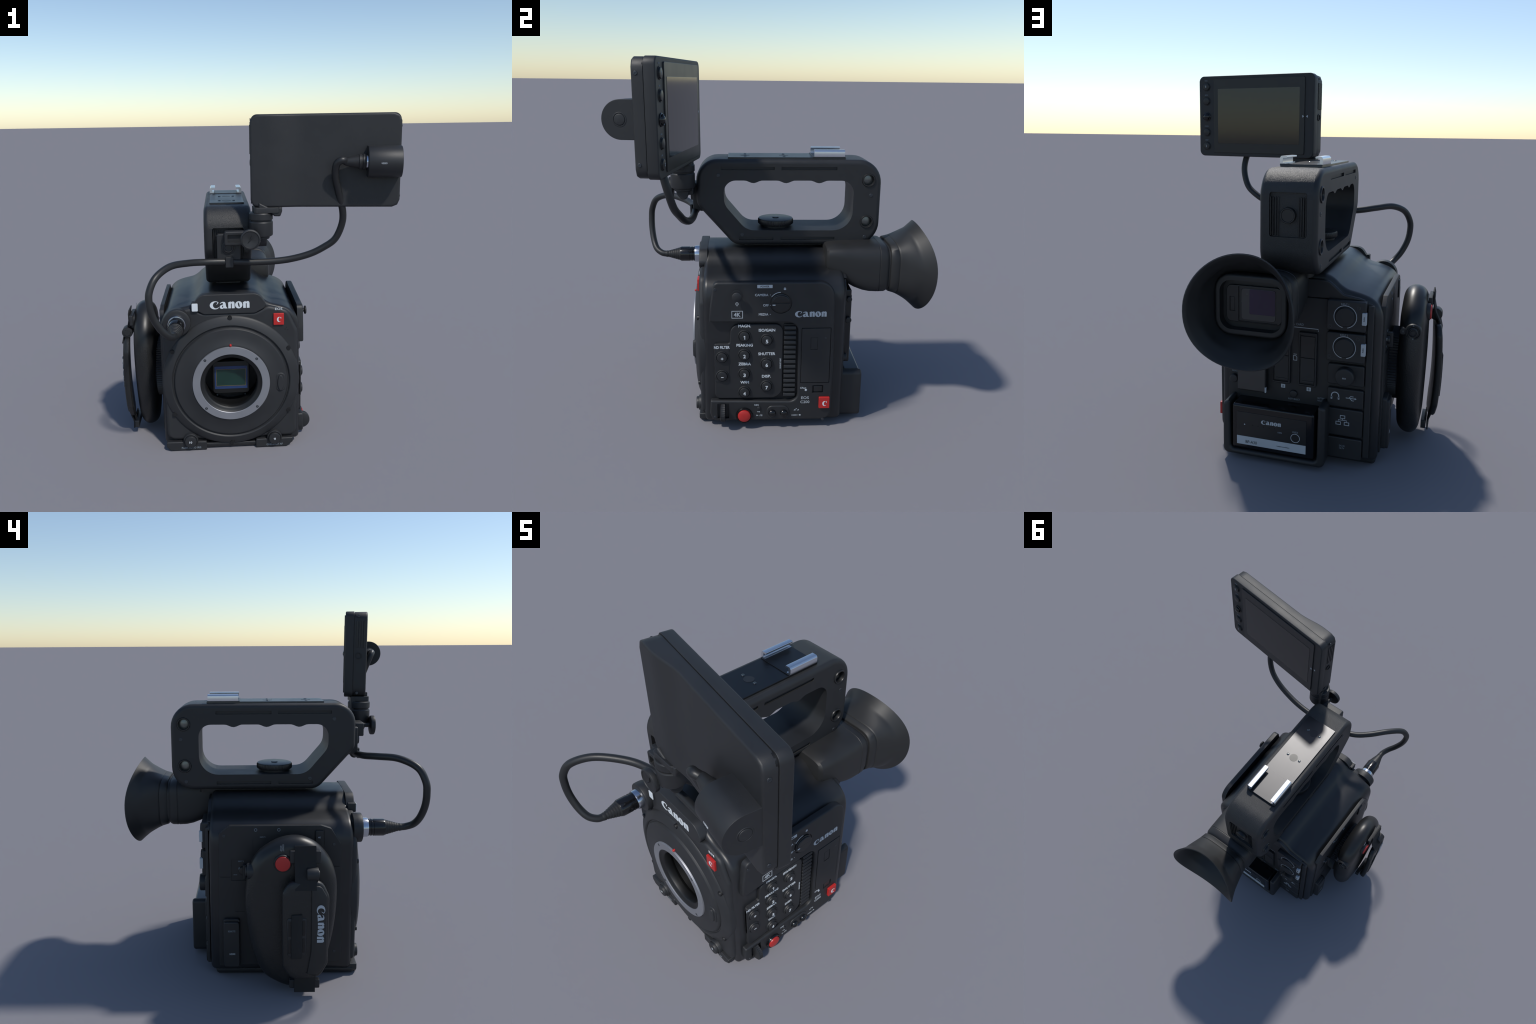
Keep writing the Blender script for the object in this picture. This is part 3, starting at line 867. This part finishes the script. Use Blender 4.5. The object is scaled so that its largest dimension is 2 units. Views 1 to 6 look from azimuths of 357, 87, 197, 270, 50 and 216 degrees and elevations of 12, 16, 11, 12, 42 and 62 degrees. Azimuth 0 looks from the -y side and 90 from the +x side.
# ribbed rosette sockets, front and back
for F, h, xa, xb in ((REAR, .538, -.212, -.038), (FRONT, .456, -.214, -.034)):
    sg = 1
    xc = (xa + xb) / 2
    bm = bmesh.new()
    for s in (-1, 1):
        for k in range(4):
            x = xc + s * (.048 + .0115 * k)
            prism(F, rrect(x - .0022, 1.19, x + .0022, 1.365, .001, 1), h - .002, h + .005 + .0026 * k, bt=.001, bm=bm)
    add("socket_ribs", done(bm, "socket_ribs"), BEZEL, handle, stuff=True)
    add("socket_button", lathe(F, xc, 1.284, [(.036, h - .002), (.036, h + .020), (.034, h + .023), (.030, h + .023), (.028, h + .019), (.012, h + .019)], 40), BEZEL, handle)
add("handle_pedestal", box(TOP, CX - .075, -.22, CX + .075, .40, .97, 1.01, .02, .002), DARK, handle)
# clamping knob
add("clamp_knob", lathe(TOP, CX, -.034, [(.09, 1.088), (.09, 1.098), (.100, 1.100), (.104, 1.104), (.104, 1.126), (.100, 1.132), (.094, 1.134), (.019, 1.134), (.019, 1.137), (.015, 1.138)],
    144, True, flute=(1.104, 1.126, .0035)), BEZEL, handle)
add("clamp_knob_stem", lathe(TOP, CX, -.034, [(.03, 1.085), (.03, 1.10)], 24), DARK, handle)
# accessory plate and shoe
tp = add("accessory_plate", prism(TOP, rrect(-.227, -.310, -.023, .350, .003, 2), 1.484, 1.4985, bt=.0012), PLATE)
for y in (-.214, .007):
    add("threaded_boss", lathe(TOP, CX, y, [(.0265, 1.495), (.0265, 1.4993)], 32), BEZEL, tp)
    for s in (-1, 1):
        add("rivet", lathe(TOP, CX + s * .0435, y, [(.0085, 1.497), (.0085, 1.500), (.006, 1.502), (.002, 1.5025)], 16), INSERT, tp)
add("shoe_base", box(TOP, -.229, .165, -.021, .348, 1.495, 1.5025, .003, .001), PLATE, tp)
for s in (-1, 1):
    # C-shaped rail: outer wall with a lip turned inwards
    F = Face((CX, 0, 0), (s, 0, 0), (0, 0, 1), (0, 1, 0))
    pr = rpoly([(.078, 1.500, .001), (.105, 1.500, .003), (.105, 1.530, .004), (.098, 1.539, .004), (.070, 1.539, .003), (.070, 1.530, .001), (.090, 1.530, .001), (.090, 1.506, .001), (.078, 1.506, .001)], 3)
    add("shoe_rail", prism(F, pr, .172, .344), RAIL, tp)

# =================================================================== VIEWFINDER
def section(y, cx, cz, a, b, e, n=64):
    pts = ellipse(cx, cz, a, b, n, e)
    return [Vector((x, y, z)) for x, z in pts]
secs = []
for y, zb, zt, a in ((.235, .90, .985, .128), (.240, .885, 1.000, .138), (.252, .875, 1.008, .148), (.30, .850, 1.014, .155), (.35, .815, 1.016, .158), (.40, .785, 1.017, .160), (.45, .765, 1.018, .160),
                     (.49, .756, 1.018, .160), (.534, .754, 1.018, .160), (.536, .756, 1.016, .158), (.539, .756, 1.016, .158), (.541, .754, 1.017, .160), (.572, .755, 1.014, .159), (.584, .760, 1.007, .154),
                     (.590, .766, 1.002, .149), (.612, .766, 1.002, .149)):
    zt += .014; zb -= .008
    secs.append(section(y, -.001, (zb + zt) / 2, a + .016, (zt - zb) / 2, 4.2))
finder = add("viewfinder", loft(secs), RUBBER, angle=30)
# flared eyecup: rounded rectangle opening out into an oval saddle rim
def cup_ring(s, off, n=72):
    out = []
    f = s ** 1.42
    for i in range(n):
        t = 2 * pi * i / n
        e = 4.4 + (2.1 - 4.4) * min(1, s * 1.4)
        c, sn = cos(t), sin(t)
        ux = math.copysign(abs(c) ** (2 / e), c); uz = math.copysign(abs(sn) ** (2 / e), sn)
        a = .170 + (.2535 - .170) * f - off
        b = .1400 + (.2590 - .1400) * f - off
        cx = .003 + .008 * s; cz = .8895 - .0085 * s
        rim = .833 - (.077 * sn * sn if sn > 0 else .050 * sn * sn)
        y = .598 + (rim - .598) * s
        out.append(Vector((cx + a * ux, y, cz + b * uz)))
    return out
S = [i / 22 for i in range(23)]
outs = [cup_ring(0, .014), cup_ring(0, .003), cup_ring(.015, 0), cup_ring(.20, 0), cup_ring(.207, .002), cup_ring(.215, 0)] + [cup_ring(.215 + .785 * i / 18, 0) for i in range(1, 19)]
rim = [Vector(p) + Vector((0, .004, 0)) for p in cup_ring(1.0, .005)]
inns = [rim] + [cup_ring(.99 - .72 * i / 14, .011) for i in range(15)]
cupm = loft(outs + inns, caps=(False, False))
cup = add("eyecup", cupm, RUBBER, finder, angle=65)
# eyepiece frame and window inside the cup
def rr(cx, cz, a, b, r): return rrect(cx - a, cz - b, cx + a, cz + b, r, 6)
add("eyepiece_frame", prism(REAR, rr(.004, .888, .170, .140, .075), .620, .686, bt=.010, seg=4, pockets=[(rr(.004, .888, .146, .114, .055), .046)]), RUBBER, finder)
add("eyepiece_plate", prism(REAR, rr(-.002, .887, .132, .086, .025), .630, .654, bt=.003, pockets=[(rrect(-.114, .805, .072, .969, .004), .006), (rrect(.086, .850, .114, .920, .003), .005)]), BEZEL, finder)
add("eyepiece_lens", prism(REAR, rrect(-.104, .813, .060, .960, .016), .630, .6505, bt=.002), SMOKE, finder)
add("eyepiece_glass", prism(REAR, rrect(-.101, .842, .020, .958, .006), .630, .6512, bt=.001), PURPLE, finder)
add("eye_sensor", prism(REAR, rrect(.091, .853, .112, .915, .002), .630, .6512, bt=.001), BEZEL, finder)

# =================================================================== MONITOR
W, ZB, ZT = .809, 1.499, 2.0
mid = (ZB + ZT) / 2
mon = add("monitor", prism(BACK, rrect(0, ZB, W, ZT, .036, 7), 0.0, .050, bb=.006, bt=.002), PLASTIC)
add("monitor_seam", prism(BACK, rrect(.006, ZB + .006, W - .006, ZT - .006, .032, 7), .048, .058), DARK, mon)
# back shell: depth follows a wave along the width, thick at the hinge end
def back_depth(u):
    t = max(0, min(1, (u - .52) / .19)); t = t * t * (3 - 2 * t)
    return .104 + .024 * t
outl = rpoly([(.003, ZB + .003, .04), (W - .003, ZB + .003, .04), (W - .003, ZT - .003, .04), (.003, ZT - .003, .04)], 1)
def dense(p, step):
    o = []
    for i in range(len(p)):
        a, b = Vector(p[i]), Vector(p[(i + 1) % len(p)])
        k = max(1, int((b - a).length / step))
        for j in range(k):
            q = a.lerp(b, j / k); o.append((q.x, q.y))
    return o
outl = dense(clean(outl), .02)
bm = bmesh.new()
def ring_at(d, h):
    return [bm.verts.new(BACK(a, b, .053 if h is None else back_depth(a) + h)) for a, b in inset(outl, d)]
r = [ring_at(0, None), ring_at(0, -.008), ring_at(.002, -.003), ring_at(.006, -.0008), ring_at(.010, 0), ring_at(.014, 0)]
for a, b in zip(r, r[1:]):
    bridge(bm, a, b)
bm.faces.new(r[0])
# the back face: columns of quads between matching top and bottom points
last = r[-1]
fill_surface(bm, last, inset(outl, .014), lambda a, b: BACK(a, b, back_depth(a)), .025, .07)
add("monitor_housing", done(bm, "monitor_housing"), PLASTIC, mon, angle=50)
# screen side
add("screen_bezel", box(SCREEN, .112, ZB + .022, .749, ZT - .020, -.004, .006, .010, .0015), BEZEL, mon)
add("screen_glass", box(SCREEN, .144, 1.580, .717, 1.920, 0.0, .0072, .004, .0005), GLASS, mon)
bm = bmesh.new()
lathe(Face((0, 0, 0), (1, 0, 0), (0, 1, 0), (0, 0, 1)), 0, 0, [(.0275, -.003), (.0275, .002), (.026, .0035), (.0245, .0035), (.024, .001), (.0235, .001), (.0235, .006), (.021, .009), (.013, .0105), (.004, .011)], 32, True, bm)
MBTN = done(bm, "monitor_button"); MBTN.materials.append(BEZEL)
for z, s, d in ((1.934, "FUNC", "1"), (1.845, "MENU", ""), (1.747, "", ""), (1.650, "CANCEL", ""), (1.562, "DISP", "2")):
    u_ = .056
    if s:
        add("monitor_button", MBTN, None, mon, SCREEN.matrix(u_, z, 0))
        letter(s, SCREEN, u_ - .002, z + .038, 0.0, .022 if s != "CANCEL" else .030, .007, DIMP, mon)
    else:
        add("navigation_stick", lathe(SCREEN, u_, z, [(.029, -.002), (.029, .003), (.027, .005), (.024, .006), (.0235, .012), (.021, .0145), (.019, .013), (.017, .0145), (.012, .018), (.004, .020)], 32), GLOSS, mon)
    if d:
        letter(d, SCREEN, u_, z, .011, .007, .014, GREYP, mon)
shape2d([([(-.006, -.008), (.006, 0), (-.006, .008)], [])], SCREEN, .742, 1.748, .006, mat=GREYP, parent=mon, name="index_mark")
shape2d([([(.006, -.008), (-.006, 0), (.006, .008)], [])], SCREEN, .763, 1.748, .0, mat=GREYP, parent=mon, name="index_mark")
for z in (1.932, 1.563):
    screw(MEND, .083, z, -.002, .0085, mon, rot=0.4)
for z in (1.972, 1.524):
    screw(MEND2, .076, z, W - .002, .0085, mon, rot=0.4)
add("headphone_jack", lathe(MEND2, .080, 1.743, [(.020, W - .01), (.020, W + .001), (.017, W + .002), (.014, W + .001), (.013, W - .008)], 28), DARK, mon)
bm = bmesh.new()
for i in range(4):
    prism(MEND2, rrect(.066 + .014 * i, 1.79, .074 + .014 * i, 1.945, .003, 2), W - .01, W + .0002, bt=.001, bm=bm)
add("cooling_fins", done(bm, "cooling_fins"), BEZEL, mon, stuff=True)
# barrel at the back with mirror button and video plug
by, bz, bR = .157, 1.7475, .082
dsh = [(by + .0 - .055 - .02, bz + bR, .0)]
D = [(.085, bz + bR - .012), (.097, bz + bR)] + [(by + bR * cos(t), bz + bR * sin(t)) for t in [radians(90 - 180 * i / 30) for i in range(31)]] + [(.097, bz - bR), (.085, bz - bR + .012)]
barrel = add("mirror_barrel", prism(MEND, D, -.182, -.008, bt=.0025, bb=.004, seg=2), PLASTIC, mon)
add("mirror_button_ring", lathe(MEND, by + .004, bz + .001, [(.031, -.015), (.031, -.0085), (.029, -.0065), (.026, -.0065), (.024, -.009), (.023, -.015)], 36), PLASTIC, mon)
add("mirror_button", lathe(MEND, by + .004, bz + .001, disc_profile(.0235, -.015, -.005, .003), 36), PLASTIC, mon)
letter("MIRROR", MEND, by + .005, bz + .053, -.011, .042, .009, GREYP, mon)
letter("VIDEO", BACK, .105, bz - .004, by + bR + .0002, .030, .0085, GREYP, mon)
PLUG = Face(MEND(by, bz, -.180), -MN_, (0, 0, 1), ME_)
add("plug_collar", lathe(PLUG, 0, 0, [(.034, -.005), (.034, .010), (.032, .014)], 32), CHROME, mon)
add("video_plug", lathe(PLUG, 0, 0, [(.040, .011), (.041, .014), (.041, .026), (.036, .028), (.036, .032), (.040, .034), (.040, .046), (.034, .050), (.024, .100), (.020, .118)], 32), RUBBER, mon)

# =================================================================== MONITOR BRACKET
br = add("monitor_bracket", prism(FRONT, rrect(-.190, 1.186, -.056, 1.345, .012), .470, .512, bt=.006), PLASTIC)
add("clamp_boss", lathe(FRONT, -.124, 1.268, [(.045, .505), (.040, .514), (.030, .516), (.029, .524), (.026, .527), (.021, .527), (.019, .523), (.008, .523)], 36), PLASTIC, br)
add("clamp_frame", prism(FRONT, rpoly([(-.146, 1.286, .008), (-.02, 1.286, .008), (-.02, 1.365, .008), (-.146, 1.365, .012)]), .505, .553, bt=.006,
    pockets=[(rrect(-.128, 1.303, -.035, 1.348, .006), .018)]), PLASTIC, br)
add("thumb_screw", lathe(FRONT, -.004, 1.333, [(.013, .50), (.013, .610), (.045, .612), (.055, .615), (.057, .619), (.057, .634), (.055, .638), (.048, .641), (.046, .637), (.004, .630)], 72, True, flute=(.616, .637, .0018)), PLASTIC, br)
add("thumb_screw_wing", prism(FRONT, rpoly([(-.030, 1.300, .004), (-.002, 1.329, .004), (.002, 1.334, .004), (.008, 1.375, .003), (-.002, 1.340, .003)]), .626, .638, bt=.003), PLASTIC, br)
add("cable_hook", sweep([Vector((-.118, -.505 + .022 * cos(t), 1.184 + .024 * sin(t))) for t in [radians(115 + 290 * i / 18) for i in range(19)]], .006, 8), PLASTIC, br)
add("cable_clip", box(FRONT, -.142, 1.155, -.098, 1.215, .520, .532, .004, .003), PLASTIC, br)
add("hinge_arm", prism(RIGHT, rpoly([(-.59, 1.350, .004), (-.59, 1.31, .030), (-.560, 1.276, .03), (-.530, 1.285, .028), (-.515, 1.350, .004)]), .022, .090, bt=.005, bb=.005), PLASTIC, br)
add("hinge_arm", box(RIGHT, -.555, 1.300, -.500, 1.362, -.03, .060, .008, .005), PLASTIC, br)
SWZ = [(.045, 1.325), (.048, 1.330), (.048, 1.337), (.056, 1.339), (.064, 1.344), (.066, 1.349), (.066, 1.418), (.063, 1.424), (.058, 1.425), (.058, 1.430), (.063, 1.431), (.066, 1.435), (.066, 1.466), (.062, 1.472), (.034, 1.473), (.034, 1.502)]
add("swivel", lathe(TOP, .060, -.555, SWZ, 56), PLASTIC, br, angle=25)
add("hinge_post", box(RIGHT, -.525, 1.36, -.497, 1.502, .015, .085, .006, .004), PLASTIC, br)
add("monitor_foot", prism(FRONT, rpoly([(.046, 1.470, .004), (.115, 1.470, .004), (.130, 1.453, .01), (.164, 1.452, .01), (.174, 1.480, .004), (.174, 1.503, .002), (.098, 1.503, .03), (.046, 1.530, .004)]), .540, .604, bt=.008), PLASTIC, br)
add("monitor_foot", box(TOP, .02, -.61, .16, -.50, 1.474, 1.503, .015, .003), PLASTIC, br)

# =================================================================== CABLE AND FRONT CONNECTOR
cx, cz = -.433, .824
con = add("cable_connector", lathe(FRONT, cx, cz, [(.079, .45), (.081, .470), (.081, .494), (.079, .499), (.073, .502), (.06, .502)], 48), PLASTIC)
add("connector_collar", lathe(FRONT, cx, cz, [(.053, .49), (.053, .528), (.051, .534), (.046, .535)], 40), CHROME, con)
add("connector_plug", lathe(FRONT, cx, cz, [(.046, .53), (.0475, .537), (.0475, .541), (.045, .542), (.045, .549), (.0475, .550), (.0475, .555), (.0455, .556), (.0455, .564), (.0475, .566), (.0475, .620), (.045, .626)], 40), GLOSS, con)
prof = []
for i in range(6):
    r0 = .043 - .0038 * i
    h = .624 + .0135 * i
    prof += [(r0, h), (r0 - .001, h + .009), (r0 - .004, h + .0105), (r0 - .004, h + .0125)]
prof += [(.022, .708), (.0195, .722)]
add("strain_relief", lathe(FRONT, cx, cz, prof, 32), RUBBER, con)
pe = PLUG(0, 0, .112)
path = [(cx, -.712, cz), (-.438, -.746, .829), (-.462, -.782, .852), (-.499, -.804, .900), (-.532, -.817, .97), (-.546, -.819, 1.04), (-.543, -.811, 1.105), (-.509, -.775, 1.172),
        (-.440, -.690, 1.208), (-.348, -.597, 1.203), (-.255, -.536, 1.192), (-.125, -.505, 1.184), (.045, -.503, 1.178), (.20, -.512, 1.188), (.328, -.529, 1.220), (.415, -.545, 1.264),
        (.475, -.566, 1.315), (.507, -.587, 1.40), (.507, -.606, 1.474), (.480, -.634, 1.570), (.452, -.667, 1.672), (.453, -.692, 1.735), (.478, -.705, 1.757), tuple(pe)]
add("cable", sweep(spline(path, 7, False), .0195, 16), CABLE)

# =================================================================== HAND GRIP
gpts = [(-.117, .854), (-.175, .844), (-.238, .809), (-.298, .739), (-.331, .653), (-.341, .560), (-.335, .416), (-.312, .265), (-.275, .150), (-.225, .075), (-.165, .030),
        (-.097, .017), (-.022, .045), (.045, .097), (.091, .198), (.117, .303), (.135, .441), (.137, .520), (.130, .609), (.112, .696), (.075, .763), (.013, .813), (-.052, .844)]
gout = [(v.x, v.y) for v in spline([(a, b, 0) for a, b in gpts], 6)]
def spine(p):
    return (-.105, max(.20, min(.66, p[1])))
GX, RND, CROWN = -.659, .063, .011
def toward(p, d, s=1.0):
    """outline point moved d towards the spine, then scaled about it"""
    q = Vector(spine(p)); v = Vector(p) - q
    v = v * max(0.02, 1 - d / v.length) * s
    return q + v
half_rings = []
for i in range(10):                                   # rounded rim
    t = pi / 2 * i / 9
    half_rings.append((RND * (1 - cos(t)), 1.0, RND * sin(t)))
for k in (.85, .65, .45, .25, .08):                   # gently crowned cheek
    half_rings.append((RND, k, RND + CROWN * (1 - k * k)))
seq = [(d, k, -x) for d, k, x in reversed(half_rings[1:])] + half_rings
def cheek(x, z):
    """the outer cheek thins towards the foot of the grip"""
    return x * (1 - .17 * max(0, min(1, (.52 - z) / .47)) ** 1.3) if x < 0 else x
rings = []
for d, k, x in seq:
    ring_ = []
    for p in gout:
        q = toward(p, d, k)
        ring_.append(Vector((GX + cheek(x, q.y), q.x, q.y)))
    rings.append(ring_)
grip_me = loft(rings)
grip_me.materials.append(GRIPM); grip_me.materials.append(LEATHER)
for p in grip_me.polygons:
    p.material_index = 1 if p.center.z < .635 and p.center.x > -.90 else 0
grip = add("hand_grip", grip_me, None, angle=60)
add("grip_rosette", lathe(LEFT, -.10, .415, [(.185, .54), (.197, .545), (.197, .590), (.185, .598)], 160, True, flute=(.545, .590, .006)), PLASTIC, grip)
add("start_button_rim", lathe(LEFT, -.055, .729, [(.046, .705), (.046, .736), (.043, .740), (.040, .740), (.039, .733)], 40), PLASTIC, grip)
add("start_button", lathe(LEFT, -.055, .729, disc_profile(.0385, .71, .747, .003), 40), REDB, grip)
letter("START", LEFT, -.057, .808, .7245, .036, .009, DIMP, grip, rot=radians(-90))
letter("STOP", LEFT, -.046, .805, .7245, .030, .009, DIMP, grip, rot=radians(-90))
jf = Face((-.669, .006, .665), (1, 0, 0), (0, 0, 1), (0, 1, 0))
add("grip_joystick", lathe(jf, 0, 0, [(.042, .07), (.042, .114), (.039, .119), (.034, .120), (.031, .116), (.026, .116), (.025, .126), (.018, .130), (.016, .127), (.012, .127), (.010, .130)], 36), PLASTIC, grip)
add("grip_button", lathe(jf, .052, -.003, [(.019, .06), (.019, .108), (.016, .112), (.004, .113)], 24), PLASTIC, grip)
letter("1", jf, .052, -.003, .113, .004, .009, DIMP, grip)
for dz, sg in ((.035, 1), (-.036, -1)):
    shape2d([([(-.004, 0), (.004, 0), (0, .007 * sg)], [])], jf, 0, dz - .003 * sg, .1202, mat=DIMP, parent=grip, name="arrow_mark")

# hand strap: padded loop with webbing and buckles
def slab(outline, curve, thick, bev, name, mat, parent=None, dens=.018):
    """padded sheet in the (y, z) plane, bent so that its outer face follows x = curve(y, z)"""
    o = dense(clean(outline), dens)
    bm = bmesh.new()
    prof = [(bev, 0), (0, bev), (0, thick - bev), (bev * .4, thick - bev * .4), (bev, thick)]
    R = [[bm.verts.new((curve(a, b) + thick - h, a, b)) for a, b in inset(o, d)] for d, h in prof]
    for a, b in zip(R, R[1:]):
        bridge(bm, a, b)
    for rr_, h in ((R[0], 0), (R[-1], thick)):
        fill_surface(bm, rr_, inset(o, bev), lambda a, b: (curve(a, b) + thick - h, a, b), .03, .03)
    return add(name, done(bm, name), mat, parent, angle=45)
def bow(off):
    return lambda y, z: -.823 - off - .13 * (y + .05) + .017 * abs((z - .42) / .29) ** 2.2
pad_o = rpoly([(-.050, .60, .03), (-.085, .652, .04), (-.250, .652, .06), (-.288, .57, .04), (-.286, .20, .03), (-.245, .118, .06), (-.100, .118, .06), (-.051, .20, .05)], 6)
strap = slab(pad_o, bow(-.006), .035, .009, "hand_strap", LEATHER)
slab(rpoly([(-.197, .628, .01), (-.245, .630, .03), (-.276, .575, .03), (-.277, .21, .04), (-.235, .140, .04), (-.178, .150, .01), (-.197, .28, .03)], 5), bow(.0015), .012, .004, "strap_panel", RUBBER, strap)
slab(rpoly([(-.071, .470, .015), (-.175, .466, .015), (-.171, .259, .015), (-.078, .256, .015)], 4), bow(-.002), .010, .003, "strap_slot_frame", FRONTP, strap)
for y0, y1 in ((-.080, -.094), (-.152, -.166)):
    for z0, z1 in ((.277, .358), (.371, .455)):
        slab(rrect(y1, z0, y0, z1, .003, 2), bow(-.0010), .006, .001, "strap_slot", DARK, strap)
slab(rrect(-.151, .245, -.096, .486, .002, 1), bow(.003), .012, .002, "strap_webbing", WEB, strap)
maker_word(LEFT, -.2435, .432, .8000, .202, strap, GREYP, rot=radians(-90))
def band(pts, y0, y1, t, name, mat, parent):
    """woven band: a side view (x, z) path given a thickness and a width along y"""
    F = Face((0, 0, 0), (1, 0, 0), (0, 0, 1), (0, 1, 0))
    o, _ = stroke(pts, t)
    return add(name, prism(F, o, y0, y1), mat, parent)
band([(-.748, .826), (-.753, .80), (-.752, .76), (-.762, .715), (-.788, .66), (-.800, .61)], -.221, -.114, .007, "strap_webbing", WEB, strap)
band([(-.785, .16), (-.770, .118), (-.755, .075), (-.757, .030)], -.224, -.116, .007, "strap_webbing", WEB, strap)
band([(-.745, .115), (-.742, .06), (-.738, .045)], -.224, -.116, .007, "strap_webbing", WEB, strap)
add("strap_buckle", box(LEFT, -.247, .732, -.090, .797, .725, .746, .006, .004), PLASTIC, strap)
add("strap_buckle", box(LEFT, -.249, .045, -.091, .092, .722, .748, .006, .004), PLASTIC, strap)
add("strap_lug", box(LEFT, -.232, .70, -.105, .79, .69, .738, .03, .006), PLASTIC, strap)
af = Face((-.765, 0, .684), (1, 0, 0), (0, 0, 1), (0, -1, 0))
add("strap_roller", lathe(af, 0, 0, [(.018, .172), (.033, .174), (.034, .178), (.034, .228), (.033, .232), (.020, .234), (.019, .238), (.008, .238)], 48, True, flute=(.179, .227, .002)), PLASTIC, strap)
